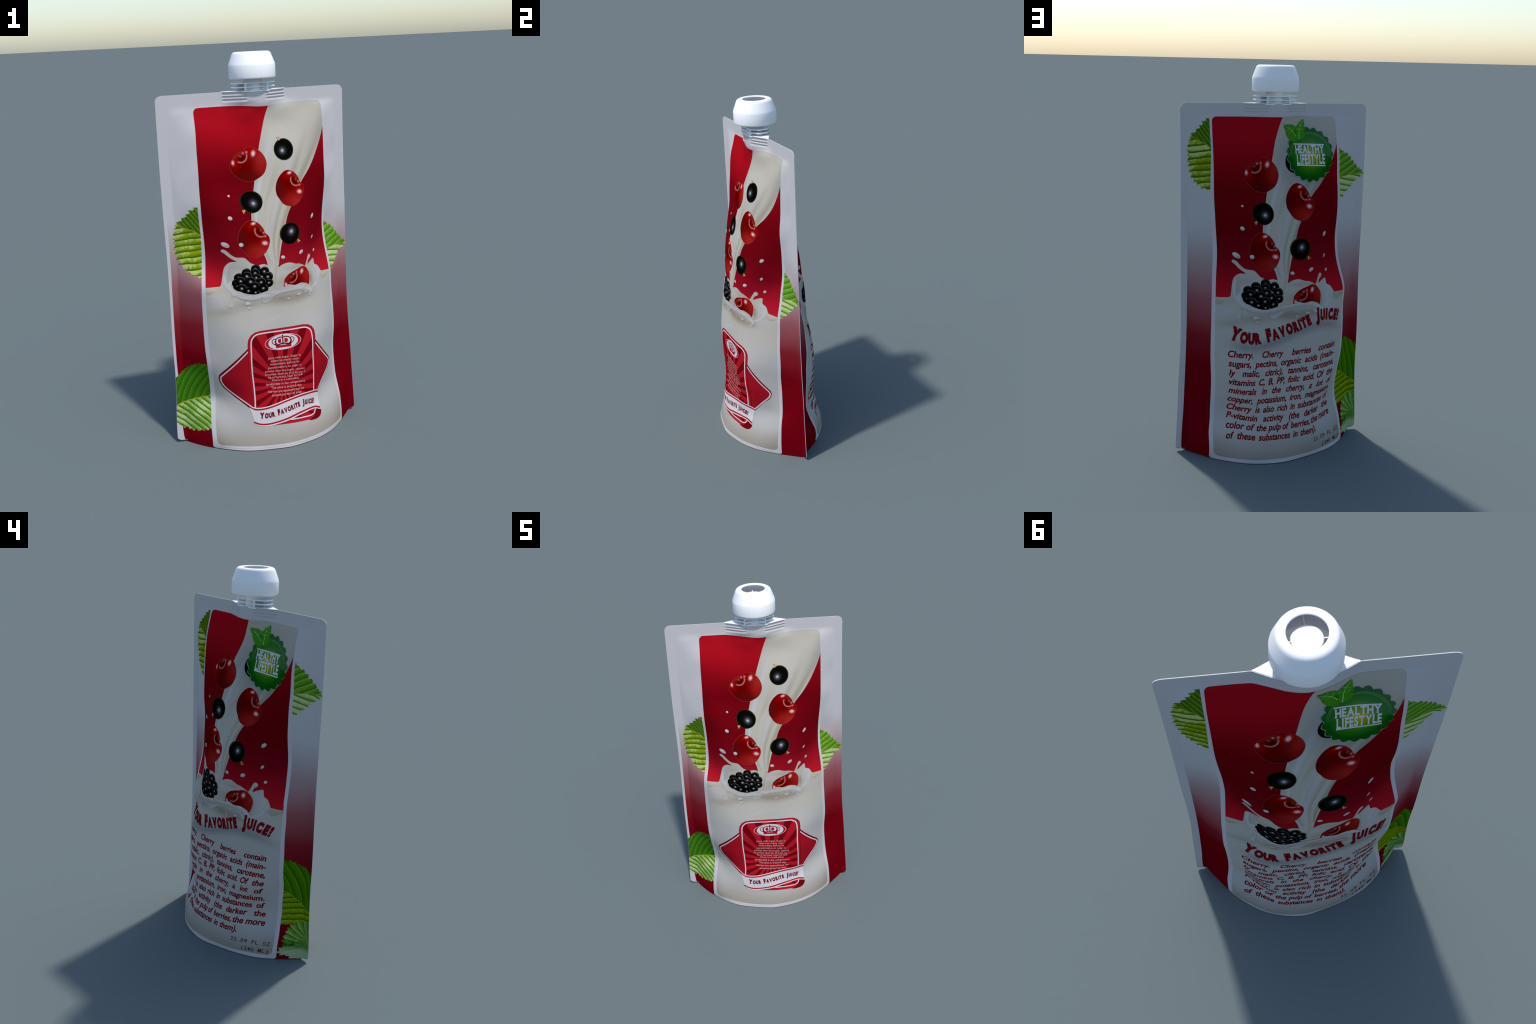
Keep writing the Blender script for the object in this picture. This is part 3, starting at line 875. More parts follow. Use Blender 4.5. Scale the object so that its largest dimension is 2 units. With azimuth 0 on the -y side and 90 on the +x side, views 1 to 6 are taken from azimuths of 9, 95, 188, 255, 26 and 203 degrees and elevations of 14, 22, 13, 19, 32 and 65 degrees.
GREEN_RIB = ink("leaf_rib_ink", albedo(150, 165, 40))
LEFT_EDGE = ((-.358, 1.262), (-.385, 1.246), (-.405, 1.219), (-.430, 1.195), (-.450, 1.168), (-.461, 1.132), (-.464, 1.095), (-.463, 1.050),
             (-.457, 1.012), (-.447, .976), (-.428, .944), (-.400, .918), (-.362, .904))
LEFT_MID = ((-.450, 1.180), (-.430, 1.163), (-.409, 1.149), (-.384, 1.136), (-.362, 1.120), (-.355, 1.114))
RIGHT_EDGE = ((.358, 1.114), (.380, 1.093), (.404, 1.080), (.425, 1.055), (.447, 1.030), (.467, 1.008), (.499, .974), (.475, .951), (.444, .931),
              (.424, .908), (.403, .886), (.380, .865), (.361, .849))
RIGHT_MID = ((.499, .973), (.470, .972), (.439, .974), (.412, .970), (.385, .965), (.360, .960))
for side, dz, dd in ((front, 0.0, 0.0), (back, .479, .475)):
    up = leaf_paint("leaf_ink_a", (38, 82, 12), (66, 112, 20), (104, 140, 34), lambda x, z: z + x * 1.4, .0305, .579 + dz, vein=(150, 165, 62))
    lo = leaf_paint("leaf_ink_b", (40, 96, 10), (122, 146, 14), (150, 170, 30), lambda x, z: z - (x + .4) * .12, .0312, 1.093 + dz, pale=(190, 204, 136), pale_at=.62)
    printed_leaf(side, LEFT_EDGE, LEFT_MID, up, lo, None, None, 17, .012, 3, GREEN_RIB, shift=(0, dz))
    up = leaf_paint("leaf_ink_c", (56, 116, 18), (84, 146, 30), (128, 172, 66), lambda x, z: z - x * .56, .0345, .780 + dd, vein=(168, 194, 112))
    lo = leaf_paint("leaf_ink_d", (58, 118, 22), (150, 182, 84), (184, 203, 140), lambda x, z: z + x * .22, .0300, 1.032 + dd, pale=(192, 206, 162), pale_at=.50)
    printed_leaf(side, RIGHT_EDGE, RIGHT_MID, up, lo, None, None, 17, .011, 5, GREEN_RIB, shift=(0, dd))

up = leaf_paint("leaf_ink_e", (42, 98, 16), (58, 114, 22), (76, 130, 34), lambda x, z: x * -1.0 + (z - .23) * .3 + (z - .23) * (z - .23) * .9, .0312, .454, vein=(34, 78, 16), grain=140)
lo = leaf_paint("leaf_ink_f", (30, 100, 24), (112, 158, 52), (164, 190, 104), lambda x, z: z + x * .85, .0345, -.186, pale=(186, 204, 150), pale_at=.60)
BOTTOM_EDGE = ((-.362, .447), (-.392, .446), (-.425, .431), (-.450, .408), (-.475, .386), (-.4995, .360))
BOTTOM_LOW = ((-.4995, .116), (-.478, .089), (-.450, .077), (-.420, .074), (-.390, .083), (-.362, .098))
mid = smooth_loop(((-.4995, .206), (-.479, .218), (-.451, .228), (-.424, .239), (-.387, .251), (-.357, .258)), 30, False)
for part, mat in ((np.concatenate([mid, toothed(BOTTOM_EDGE, 8, .010, 8)]), up), (np.concatenate([mid[::-1], toothed(BOTTOM_LOW, 8, -.012, 9)]), lo)):
    a = np.roll(part, -1, 0)
    part = part if (part[:, 0] * a[:, 1] - part[:, 1] * a[:, 0]).sum() > 0 else part[::-1]
    v, f = fill(part, .008)
    front.put("printed_leaf", v, f, mat, .6)
v, f = fill(ribbon(mid, np.linspace(.008, .003, len(mid))), .008)
front.put("leaf_midrib", v, f, GREEN_RIB, .9)

up = leaf_paint("leaf_ink_g", (40, 96, 4), (58, 118, 6), (74, 134, 10), lambda x, z: x + (z - .43) * .27 + (z - .43) * (z - .43) * .8, .0365, .397, vein=(132, 160, 40), grain=120)
lo = leaf_paint("leaf_ink_h", (44, 92, 4), (120, 148, 6), (146, 170, 24), lambda x, z: z - (x - .4) * .22 + (x - .43) * (x - .43) * 1.2, .0318, .250)
mid = smooth_loop(((.360, .383), (.385, .370), (.413, .351), (.443, .325), (.472, .304), (.4995, .284)), 30, False)
for part, mat in ((np.concatenate([mid, toothed(((.4995, .497), (.480, .515), (.455, .532), (.425, .550), (.395, .567), (.360, .568)), 8, .011, 4)]), up),
                  (np.concatenate([mid, toothed(((.4995, .232), (.470, .217), (.430, .204), (.395, .191), (.360, .188)), 7, -.006, 6)]), lo)):
    a = np.roll(part, -1, 0)
    part = part if (part[:, 0] * a[:, 1] - part[:, 1] * a[:, 0]).sum() > 0 else part[::-1]
    v, f = fill(part, .008)
    back.put("printed_leaf", v, f, mat, .5)
v, f = fill(ribbon(mid, .003), .008)
back.put("leaf_midrib", v, f, GREEN_RIB, .7)
pale = ink("pale_leaf_ink", albedo(92, 148, 44))
x, z = pale.axes()
ang = (z - .079).op("ARCTAN2", x - .515)          # ribs fan out from the stalk
f_ = ((ang.abs() + (pale.noise(20, 1) - .5) * .12) * (1 / .235)).fract()
pale.over(albedo(150, 186, 104), f_.step(.45, .95) * .85)
pale.over(albedo(30, 92, 34), f_.step(.40, .02) * .9)
pale.over(albedo(176, 200, 172), z.step(.075, .04) * .75)
pale.over(albedo(20, 84, 20), pale.blob(.43, .088, .06, .016) * .9)
pale.over(albedo(150, 188, 130), pale.noise(60, 2).step(.52, .66) * .35)
PALE_EDGE = ((.4995, .234), (.470, .222), (.440, .211), (.412, .194), (.395, .168), (.386, .138), (.381, .106), (.384, .078), (.367, .046), (.377, .027),
             (.402, .020), (.418, .003), (.450, .002))
e = toothed(PALE_EDGE, 16, -.012, 12)
part = np.concatenate([e[e[:, 1] > .0008], [(.4995, .002)]])
v, f = fill(part, .008)
back.put("printed_leaf", v, f, pale, .9)

# white margin down the left edge of each film
v, f = fill(np.concatenate([smooth_loop(((-.486, 1.22), (-.486, .60), (-.488, .42), (-.482, .22), (-.473, .09), (-.466, .0008)), 60, False), [(-.4998, .0008), (-.4998, 1.22)]])[::-1], .010)
front.put("white_margin", v, f, white_ink, .3)
v, f = fill([(-.4998, .0008), (-.472, .0008), (-.469, .5), (-.469, 1.24), (-.4998, 1.24)], .010)
back.put("white_margin", v, f, white_ink, .3)
pink_ink = ink("pink_ink", albedo(176, 152, 158))
v, f = fill(ribbon([(-.34 + .0134 * i, .0100) for i in range(51)], .0016), .010)
front.put("fine_line", v, f, pink_ink, 2)

# ------------------------------------------------------------------ front badge
BADGE_RED, BADGE_DARK = albedo(170, 26, 42), albedo(112, 8, 20)
badge_red, badge_dark = ink("badge_red_ink", BADGE_RED), ink("badge_dark_ink", BADGE_DARK)
paper = ink("bright_white_ink", (.56, .545, .56, 1))
wing = ink("badge_wing_ink", albedo(160, 22, 38))
x, z = wing.axes()
wing.over(albedo(132, 16, 30), x.step(-.12, -.30) * z.step(.42, .28) * .8)
DIAMOND = ((-.160, .552), (-.240, .473), (-.306, .407), (-.318, .392), (-.323, .372), (-.320, .348), (-.308, .318), (-.262, .270), (-.199, .217), (-.05, .21),
           (.204, .227), (.252, .286), (.296, .327), (.308, .347), (.314, .368), (.311, .386), (.298, .404), (.250, .464), (.180, .548))
v, f = fill(DIAMOND, .010)
front.put("badge_wing_border", v, f, badge_dark, 3, )
for path in (((-.165, .531), (-.240, .455), (-.300, .394), (-.310, .382), (-.3135, .368), (-.311, .350), (-.298, .322), (-.258, .281), (-.194, .228)),
             ((.180, .532), (.245, .452), (.294, .391), (.303, .378), (.306, .364), (.301, .348), (.286, .327), (.244, .283), (.197, .230))):
    p = smooth_loop(path, 60, False)
    poly = np.concatenate([p, [(0.0, .23), (0.0, .53)]])
    a = np.roll(poly, -1, 0)
    poly = poly if (poly[:, 0] * a[:, 1] - poly[:, 1] * a[:, 0]).sum() > 0 else poly[::-1]
    v, f = fill(poly, .010)
    front.put("badge_wing", v, f, wing, 3.6)
    v, f = fill(ribbon(p, .0062), .008)
    front.put("badge_line", v, f, paper, 4.2)
BADGE = np.array([(-.174, .190), (-.180, .256), (-.178, .367), (-.173, .451), (-.171, .560), (-.166, .585), (-.152, .606), (-.130, .619), (-.100, .6235),
                  (.002, .6235), (.125, .6215), (.155, .615), (.177, .600), (.189, .580), (.192, .555), (.194, .440), (.190, .328), (.180, .200)])
v, f = fill(BADGE[::-1] * 1.0 + np.array([[.0035 if q[0] > 0 else -.0015, .001] for q in BADGE[::-1]]), .010)
front.put("badge_edge", v, f, badge_dark, 4.8)
v, f = fill(BADGE[::-1], .010)
front.put("badge_border", v, f, badge_red, 5.2)
line = smooth_loop(((-.172, .205), (-.166, .300), (-.161, .400), (-.157, .500), (-.1555, .556), (-.150, .584), (-.133, .603), (-.108, .610), (-.05, .6105), (.001, .6095),
                    (.115, .608), (.146, .603), (.167, .588), (.175, .562), (.178, .500), (.179, .420), (.176, .334), (.166, .230)), 140, False)
rays = ink("badge_ray_ink", BADGE_RED)
x, z = rays.axes()
ang = (x - .008).op("ARCTAN2", z - .325)
rays.over(BADGE_DARK, ((ang - .108) * 20.0).op("COSINE").step(.05, .16))
v, f = fill(line[::-1], .010)
front.put("badge_rays", v, f, rays, 5.6)
v, f = fill(ribbon(line, .0066), .008)
front.put("badge_line", v, f, paper, 6)
ring_outer, ring_inner = ellipse(.0125, .5510, .0975, .0412, 0, 64), ellipse(.0125, .5510, .0950, .0390, 0, 64)
v, f = fill(ring_outer, .010)
front.put("oval_line", v, f, paper, 6.2)
v, f = fill(ring_inner, .010)
front.put("oval_ground", v, f, badge_red, 6.5)
v, f = fill(ellipse(.0130, .5510, .0795, .0392, 0, 64), .010)
front.put("oval", v, f, paper, 6.8)
# crown
v, f = fill([(-.027, .522), (.056, .521), (.055, .538), (.030, .535), (.012, .534), (-.005, .535), (-.026, .539)], .006)
front.put("crown_band", v, f, badge_red, 7.1)
crown_dark = badge_dark
for arch, w in ((((-.030, .541), (-.042, .549), (-.046, .560), (-.040, .569), (-.030, .571), (-.022, .564)), .004),
                (((.058, .541), (.068, .548), (.072, .558), (.067, .567), (.058, .570), (.050, .564)), .004),
                (((-.018, .540), (-.027, .553), (-.025, .567), (-.014, .575), (.0, .577), (.012, .575)), .0055),
                (((.046, .540), (.054, .552), (.052, .566), (.041, .574), (.027, .577), (.012, .575)), .0055),
                (((.012, .536), (.012, .578)), .006), (((-.032, .545), (-.020, .537), (.012, .543), (.045, .537), (.060, .544)), .007)):
    v, f = fill(ribbon(smooth_loop(arch, 24, False), w), .006)
    front.put("crown_arch", v, f, crown_dark, 7.3)
for p in (((-.026, .543), (-.033, .552), (-.033, .562), (-.029, .562), (-.025, .553), (-.020, .545)), ((.053, .543), (.060, .551), (.060, .560), (.056, .561), (.052, .552), (.047, .545)),
          ((-.010, .545), (-.016, .558), (-.010, .568), (.002, .569), (.003, .548)), ((.034, .545), (.040, .558), (.034, .568), (.021, .569), (.020, .548))):
    a = np.array(p)
    b = np.roll(a, -1, 0)
    a = a if (a[:, 0] * b[:, 1] - a[:, 1] * b[:, 0]).sum() > 0 else a[::-1]
    v, f = fill(a, .006)
    front.put("crown_panel", v, f, badge_red, 7.1)
v, f = fill(ellipse(.012, .583, .0045, .0045, 0, 16), .006)
front.put("crown_ball", v, f, crown_dark, 7.3)
small = Lettering()
for text, a, b, y0, y1 in (("Juice with sugar. Sugar is", -.074, .104, .469, .464), ("added to cherry juice", -.059, .091, .452, .447),
                           ("immediately before its", -.064, .095, .435, .429), ("pasteurization, or sugar is", -.076, .105, .417, .410),
                           ("poured over the seeds, cleaned", -.094, .121, .400, .387), ("of pitted cherries (0.5 kg per 1", -.098, .121, .382, .369),
                           ("kg of berries), kept for 6-8", -.082, .106, .364, .354), ("hours in a cold place", -.064, .084, .347, .339),
                           ("(preferably in the refrigerator).", -.100, .120, .329, .316), ("The juice is drained, the", -.076, .092, .309, .298),
                           ("berries are squeezed and the", -.095, .107, .290, .279), ("second portion of juice.", -.079, .090, .270, .262)):
    small.line(text, a, b, y0, .0165, .002, 0, (y1 - y0) / (b - a))
small.put(front, "small_lettering", ink("pale_letter_ink", albedo(206, 168, 172)), 6.6)

# ribbon under the badge
TOP_WHITE = ((-.199, .234), (-.179, .220), (-.152, .216), (-.113, .220), (-.066, .230), (-.015, .241), (.036, .249), (.088, .255), (.140, .254), (.182, .245), (.203, .234))
BODY_TOP = ((-.199, .221), (-.175, .207), (-.152, .204), (-.113, .208), (-.066, .218), (-.016, .229), (.035, .237), (.086, .242), (.139, .242), (.181, .232), (.201, .223))
BOT_RED = ((-.176, .144), (-.156, .134), (-.131, .129), (-.099, .129), (-.051, .136), (-.002, .146), (.047, .156), (.098, .162), (.139, .163), (.166, .159), (.194, .145))
BOT_WHITE = ((-.173, .137), (-.150, .126), (-.124, .121), (-.092, .121), (-.048, .128), (.001, .137), (.050, .147), (.097, .153), (.138, .156), (.165, .152), (.196, .138))
CURL = ((-.125, .119), (-.067, .119), (-.019, .119), (.030, .116), (.079, .112), (.112, .109), (.150, .100), (.178, .102), (.193, .116), (.197, .134))
tw, bt, br, bw, cu = (smooth_loop(p, 70, False) for p in (TOP_WHITE, BODY_TOP, BOT_RED, BOT_WHITE, CURL))
v, f = fill(np.concatenate([cu, bw[::-1]]), .008)
front.put("ribbon_back", v, f, badge_red, 5.6)
v, f = fill(smooth_loop(((.163, .148), (.196, .137), (.195, .116), (.178, .102), (.148, .100), (.118, .106), (.145, .116), (.158, .130)), 60), .008)
front.put("ribbon_end", v, f, badge_dark, 6)
v, f = fill(ribbon(smooth_loop(((.011, .136), (.056, .132), (.096, .129), (.129, .127), (.152, .133), (.162, .149)), 50, False), .006), .008)
front.put("ribbon_line", v, f, paper, 6.4)
for q in (((.040, .143), (.060, .148), (.078, .133), (.050, .133)), ((.110, .152), (.128, .154), (.150, .136), (.135, .131))):
    b = np.array(q)[::-1]
    v, f = fill(b, .008)
    front.put("ribbon_stripe", v, f, badge_dark, 6.2)
v, f = fill(np.concatenate([br, [(.195, .168), (.194, .197)], bt[::-1], [(-.188, .190), (-.178, .162)]]), .008)
front.put("ribbon_band", v, f, paper, 7)
for path, w, mat, lay in ((bt + [0, .004], .0085, badge_red, 7.4), (tw - [0, .001], .0058, paper, 7.8), (br, .0085, badge_red, 7.8), (bw + [0, .001], .0068, paper, 7.6)):
    v, f = fill(ribbon(path, w), .008)
    front.put("ribbon_line", v, f, mat, lay)
letter_red = ink("letter_ink", albedo(116, 8, 22))
letter_red.over(albedo(168, 120, 126), letter_red.noise(150, 2).step(.62, .70) * .7)
slogan = Lettering()
slogan.along("YOUR FAVORITE JUICE!", ((-.150, .163), (-.112, .163), (-.077, .167), (-.060, .170), (-.018, .177), (.018, .184), (.052, .190), (.086, .194), (.117, .192), (.160, .183)),
             .027, .0225, .085, .09, .75)
slogan.put(front, "slogan", letter_red, 8)

# ------------------------------------------------------------------ back texts
slogan = Lettering()
slogan.along("YOUR FAVORITE JUICE!", SLOGAN_BACK, .057, .047, .085, .09, .75)
slogan.put(back, "slogan", letter_red, 9, .010)
LINES = ("Cherry. Cherry berries contain", "sugars, pectins, organic acids (main-", "ly malic, citric), tannins, carotene,", "vitamins C, B, PP, folic acid. Of the",
         "minerals in the cherry, a lot of", "copper, potassium, iron, magnesium.", "Cherry is also rich in substances of", "P-vitamin activity (the darker the",
         "color of the pulp of berries, the more", "of these substances in them).")
text_ink = ink("text_ink", albedo(122, 2, 14))
body = Lettering()
for i, text in enumerate(LINES):
    body.line(text, -.289, .177 if i == 9 else .293, .5535 - .0484 * i, .0470, .026, .26, justify=True)
body.put(back, "body_lettering", text_ink, 4, .010)
net = Lettering()
for text, a, b, base in (("22.09 FL OZ", .153, .334, .0695), ("(340 ML)", .207, .333, .0300)):
    pitch = (b - a) / len(text)
    for i, ch in enumerate(text):
        if ch != " ":
            v, f = glyphs(ch, .004)
            w = v[:, 0].max() - v[:, 0].min()
            k = min(.0285, pitch * .80 / w)
            net.add(np.stack([a + pitch * (i + .5) + (v[:, 0] - v[:, 0].min() - w / 2) * k, base + v[:, 1] * .0285], 1), f)
net.put(back, "net_contents_lettering", ink("grey_letter_ink", albedo(34, 36, 36)), 4)

# ------------------------------------------------------------------ back seal
SC = np.array([.183, 1.5565])
th = np.linspace(0, 2 * math.pi, 19 * 16, endpoint=False)
ph = ((th - math.radians(75.5)) * 19 / (2 * math.pi)) % 1
rad = .1245 + .0125 * np.abs(np.cos(ph * math.pi)) ** 1.3
seal_edge = np.stack([rad * np.cos(th), rad * np.sin(th)], 1)
seal = ink("seal_ink", albedo(12, 88, 18))
x, z = seal.axes()
r = (x * x + z * z).sqrt()
ang = z.op("ARCTAN2", x)
seal.over(albedo(34, 112, 22), r.step(.112, .085))
seal.over(albedo(120, 158, 34), r.step(.088, .035) * (.75 + (ang * 44.0).sin() * .12))
seal.over(albedo(184, 182, 24), r.step(.055, .0) * .95)
for rr, col in ((.1105, (110, 160, 58)), (.1045, (110, 160, 58))):
    a = (r - rr) * (1 / .0017)
    seal.over(albedo(*col), ((a * a) * -1.0).exp() * z.step(-.03, .06) * .75)
shine = z + x * x * 1.7 + x * .04 - .010
seal.over(albedo(96, 142, 112), shine.step(-.001, .001) * (.10 + .20 * x.step(-.12, .12)))
v, f = fill(SC + seal_edge * 1.010 - np.array([.0014, .0012]), .008)
back.put("seal_edge", v, f, ink("seal_edge_ink", albedo(130, 164, 150)), 8.6)
v, f = fill(SC + seal_edge, .008)
back.put("seal", v, f, seal, 9, SC)
seal_white = ink("seal_letter_ink", (.58, .58, .61, 1))
for a, b in (((.093, 1.611), (.264, 1.6055)), ((.101, 1.5075), (.268, 1.501))):
    v, f = fill(ribbon(np.linspace(a, b, 16), .0062), .008)
    back.put("seal_bar", v, f, seal_white, 9.6)
seal_text = Lettering()
for text, a, b, base, h in (("HEALTHY", .098, .2625, 1.566, .0370), ("LIFESTYLE", .1025, .2655, 1.5125, .0465)):
    x0 = a
    parts = [glyphs(c, .040) for c in text]
    ws = [p[0][:, 0].max() - p[0][:, 0].min() for p in parts]
    ws = [max(w, .34) for w in ws]
    k = (b - a) / (sum(ws) + .07 * (len(ws) - 1))
    for (v, f), w, c in zip(parts, ws, text):
        xm = x0 + w * k / 2
        vx = v[:, 0] - (v[:, 0].max() + v[:, 0].min()) / 2
        slope = -.025 * (xm - a) * 0
        seal_text.add(np.stack([xm + vx * k, base + slope + v[:, 1] * h / .70], 1), f)
        # slab serifs on the stems
        feet = {"H": ((-.27, 0), (.27, 0), (-.27, 1), (.27, 1)), "A": ((-.27, 0), (.27, 0)), "L": ((-.16, 1), (-.16, 0)), "T": ((0, 0),), "Y": ((0, 0), (-.24, 1), (.24, 1)),
                "I": ((0, 0), (0, 1)), "F": ((-.16, 0), (-.16, 1)), "E": ((-.16, 0), (-.16, 1))}.get(c, ())
        for fx, top in feet:
            cx, cy, hw, hh = xm + fx * k, base + (h * .955 if top else h * .022), .13 * k, h * .035
            seal_text.add(np.array([(cx - hw, cy - hh), (cx + hw, cy - hh), (cx + hw, cy + hh), (cx - hw, cy + hh)]), np.array([[0, 1, 2], [0, 2, 3]]))
        x0 += (w + .07) * k
v, f = refine(np.concatenate(seal_text.v), np.concatenate(seal_text.f), .010)
comp_lift = np.full(len(v), 9.6)
back.put("seal_lettering", v, f, seal_white, 9.6)
sprig = ink("sprig_ink", albedo(64, 142, 30))
sprig.over(albedo(40, 112, 16), sprig.noise(22, 1).step(.45, .62) * .8)
sprig_vein = ink("sprig_vein_ink", albedo(150, 196, 140))
for outline, vein, lay in ((((.033, 1.706), (.052, 1.7075), (.078, 1.7065), (.096, 1.701), (.109, 1.690), (.114, 1.665), (.122, 1.640), (.113, 1.623), (.096, 1.620), (.077, 1.627),
                             (.061, 1.641), (.051, 1.662), (.043, 1.685)), ((.033, 1.706), (.063, 1.691), (.088, 1.673), (.107, 1.650)), 10),
                           (((.155, 1.729), (.137, 1.719), (.121, 1.707), (.110, 1.694), (.105, 1.677), (.105, 1.659), (.112, 1.641), (.126, 1.630), (.144, 1.635),
                             (.158, 1.646), (.164, 1.662), (.164, 1.680), (.159, 1.705)), ((.154, 1.727), (.139, 1.708), (.130, 1.688), (.127, 1.665), (.125, 1.633)), 11)):
    o = smooth_loop(outline, 80)[::-1]
    b = np.roll(o, -1, 0)
    o = o if (o[:, 0] * b[:, 1] - o[:, 1] * b[:, 0]).sum() > 0 else o[::-1]
    v, f = fill(o, .008)
    back.put("sprig_leaf", v, f, sprig, lay)
    p = smooth_loop(vein, 40, False)
    v, f = fill(ribbon(p, np.linspace(.0015, .0042, len(p))), .008)
    back.put("sprig_vein", v, f, sprig_vein, lay + .5)
    for k in (14, 24):
        for sg in (-1, 1):
            d = p[k + 1] - p[k]
            d /= np.linalg.norm(d)
            n = np.array([-d[1], d[0]]) * sg
            q = smooth_loop([p[k], p[k] + n * .012 - d * .002, p[k] + n * .023 - d * .010], 12, False)
            v, f = fill(ribbon(q, .0012), .008)
            back.put("sprig_vein", v, f, sprig_vein, lay + .4)

# ------------------------------------------------------ closing the pouch body
def stitch(name, a, b, mat, flip=False):
    n = len(a)
    faces = [(i, i + 1, n + i + 1, n + i) for i in range(n - 1)]
    if flip:
        faces = [q[::-1] for q in faces]
    return add_mesh(name, np.concatenate([a, b]), faces, mat, smooth=False)


PF, PB = FRONT[0], BACK[0]
edge_paint = Paint("film_edge", (.62, .62, .63, 1), .6, 0.0)
stitch("film_edge", PF[:, 0], PB[:, -1], edge_paint, True)
stitch("film_edge", PF[:, -1], PB[:, 0], edge_paint)
stitch("film_edge", PF[-1], PB[-1][::-1], edge_paint)
# the bottom gusset is folded up inside between the two films
rows = []
for u in np.linspace(0, 1, 13):
    a, b = PF[1], PB[1][::-1]
    p = a * (1 - u) + b * u
    rise = np.minimum(1, np.abs(a[:, 1] - b[:, 1]) / .30) * .11 * math.sin(math.pi * u)
    p[:, 2] = a[:, 2] + rise
    rows.append(p)
G = np.array(rows)
idx = np.arange(G.shape[0] * G.shape[1]).reshape(G.shape[:2])
add_mesh("bottom_gusset", G.reshape(-1, 3), np.stack([idx[:-1, :-1], idx[1:, :-1], idx[1:, 1:], idx[:-1, 1:]], -1).reshape(-1, 4), white_ink)

# ------------------------------------------------------------------- the spout
plastic = Paint("white_plastic", (.93, .93, .94, 1), .45, .15)
neck_plastic = Paint("shaded_white_plastic", (.80, .83, .86, 1), .4, .15)  # same white plastic as the cap, its bluish shade painted into the colour
AXIS = (-.004, -.0035)


def lathe(name, profile, mat, parent=root, n=64, closed=False):
    verts, faces, m = [], [], len(profile)
    for i in range(n):
        a = 2 * math.pi * i / n
        verts += [(AXIS[0] + r * math.cos(a), AXIS[1] + r * math.sin(a), z) for r, z in profile]
    for i in range(n):
        for j in range(m if closed else m - 1):
            k, l = (j + 1) % m, (i + 1) % n
            faces.append((i * m + j, l * m + j, l * m + k, i * m + k))
    ob = add_mesh(name, verts, faces, mat, parent)
    ob.data.set_sharp_from_angle(angle=math.radians(38))
    return ob


def prism(name, outline, z0, z1, mat, parent=root, bevel=.0012):
    """an upright slab with the given plan"""
    bm = bmesh.new()
    lo = [bm.verts.new((AXIS[0] + p[0], AXIS[1] + p[1], z0)) for p in outline]
    hi = [bm.verts.new((AXIS[0] + p[0], AXIS[1] + p[1], z1)) for p in outline]
    bm.faces.new(lo[::-1])
    bm.faces.new(hi)
    for i in range(len(lo)):
        j = (i + 1) % len(lo)
        bm.faces.new((lo[i], lo[j], hi[j], hi[i]))
    if bevel:
        bmesh.ops.bevel(bm, geom=[e for e in bm.edges if e.calc_face_angle(0) > .9], offset=bevel, segments=2, affect="EDGES", clamp_overlap=True)
    me = bpy.data.meshes.new(name)
    bm.to_mesh(me)
    bm.free()
    me.materials.append(mat.mat)
    ob = bpy.data.objects.new(name, me)
    bpy.context.scene.collection.objects.link(ob)
    ob.parent = parent
    return ob


spout = lathe("spout", [(.030, 1.775), (.050, 1.775), (.050, 1.955), (.044, 1.955), (.044, 1.79), (.030, 1.79)], neck_plastic, closed=True)
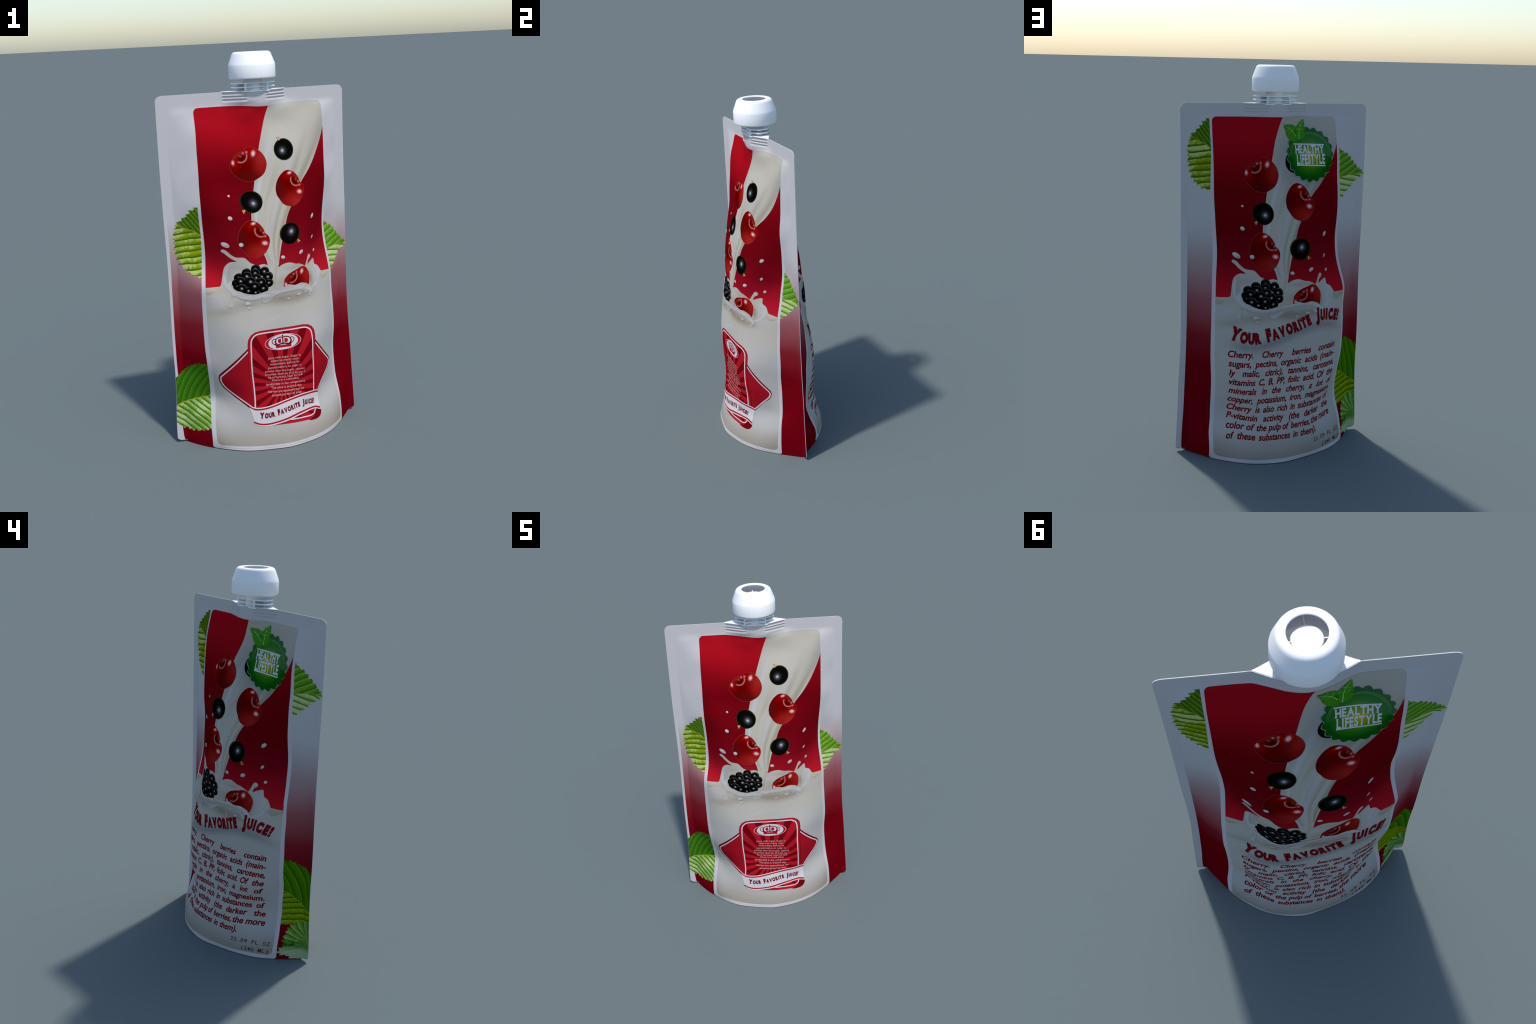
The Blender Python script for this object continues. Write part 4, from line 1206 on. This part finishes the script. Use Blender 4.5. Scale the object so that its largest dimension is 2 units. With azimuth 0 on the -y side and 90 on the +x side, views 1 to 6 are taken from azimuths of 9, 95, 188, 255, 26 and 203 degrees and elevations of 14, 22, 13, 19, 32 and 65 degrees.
# the boat-shaped base that is welded between the films
xs = np.linspace(-BOAT_X + .004, BOAT_X - .004, 41)
half = np.maximum(boat_half_width(xs) - .0015, .0035)
boat = np.concatenate([np.stack([xs, -half], 1), np.stack([xs, half], 1)[::-1]])
prism("spout_base", boat, TOP - .0035, TOP + .0014, plastic, spout, 0)
core = np.concatenate([np.stack([xs * .93, -np.maximum(half - .011, .002)], 1), np.stack([xs * .93, np.maximum(half - .011, .002)], 1)[::-1]])
prism("spout_core", core, 1.760, TOP - .0035, plastic, spout, 0)
OCT = ((-.107, -.026), (-.058, -.060), (.058, -.060), (.107, -.026), (.107, .026), (.058, .060), (-.058, .060), (-.107, .026))
for z0 in (1.8455, 1.8265, 1.8065):
    prism("spout_flange", OCT, z0, z0 + .0062, neck_plastic, spout)
for sx in (-1, 1):
    for sy in (-1, 1):
        prism("spout_post", [(sx * .058 + a, sy * .0565 + b) for a, b in ((-.0035, -.003), (.0035, -.003), (.0035, .003), (-.0035, .003))], 1.8135, 1.8460, neck_plastic, spout, 0)
        # stepped webs between the post and the tube
        for z0, z1, r0 in ((1.8165, 1.8235, .036), (1.8365, 1.8430, .036)):
            a, b = np.array((sx * .058, sy * .052)), np.array((sx * .030, sy * .042))
            n = np.array((-(b - a)[1], (b - a)[0])) / np.linalg.norm(b - a) * .004
            q = [a - n, a + n, b + n, b - n]
            area = sum(q[i][0] * q[(i + 1) % 4][1] - q[i][1] * q[(i + 1) % 4][0] for i in range(4))
            prism("spout_web", q if area > 0 else q[::-1], z0, z1, neck_plastic, spout, 0)
    prism("spout_web", [(sx * .046, -.003), (sx * .074, -.003), (sx * .074, .003), (sx * .046, .003)][::sx], 1.8135, 1.8460, neck_plastic, spout, 0)

cap = lathe("cap", [(.1095, 1.8700), (.1120, 1.8698), (.1150, 1.8716), (.1172, 1.8770), (.1172, 1.9330), (.1163, 1.9385), (.1145, 1.9440), (.0985, 1.9865), (.0955, 1.9925),
                    (.0915, 1.9965), (.0862, 1.9990), (.0800, 2.0000), (.0672, 2.0000), (.0645, 1.9990), (.0635, 1.9965), (.0640, 1.9945), (.0800, 1.9938), (.0900, 1.9865), (.1080, 1.9400), (.1092, 1.9330)], plastic, n=72, closed=True)
lathe("cap_plug", [(.0005, 1.9640), (.0485, 1.9640), (.0510, 1.9615), (.0510, 1.8900), (.0505, 1.8885), (.0005, 1.8885)], plastic, cap, 48)
for i in range(4):
    a = math.radians(90 * i + 2)
    c, s_ = math.cos(a), math.sin(a)
    q = [(r * c - w * s_, r * s_ + w * c) for r, w in ((.049, -.0022), (.0985, -.0022), (.0985, .0022), (.049, .0022))]
    prism("cap_web", q, 1.915, 1.958, plastic, cap, 0)
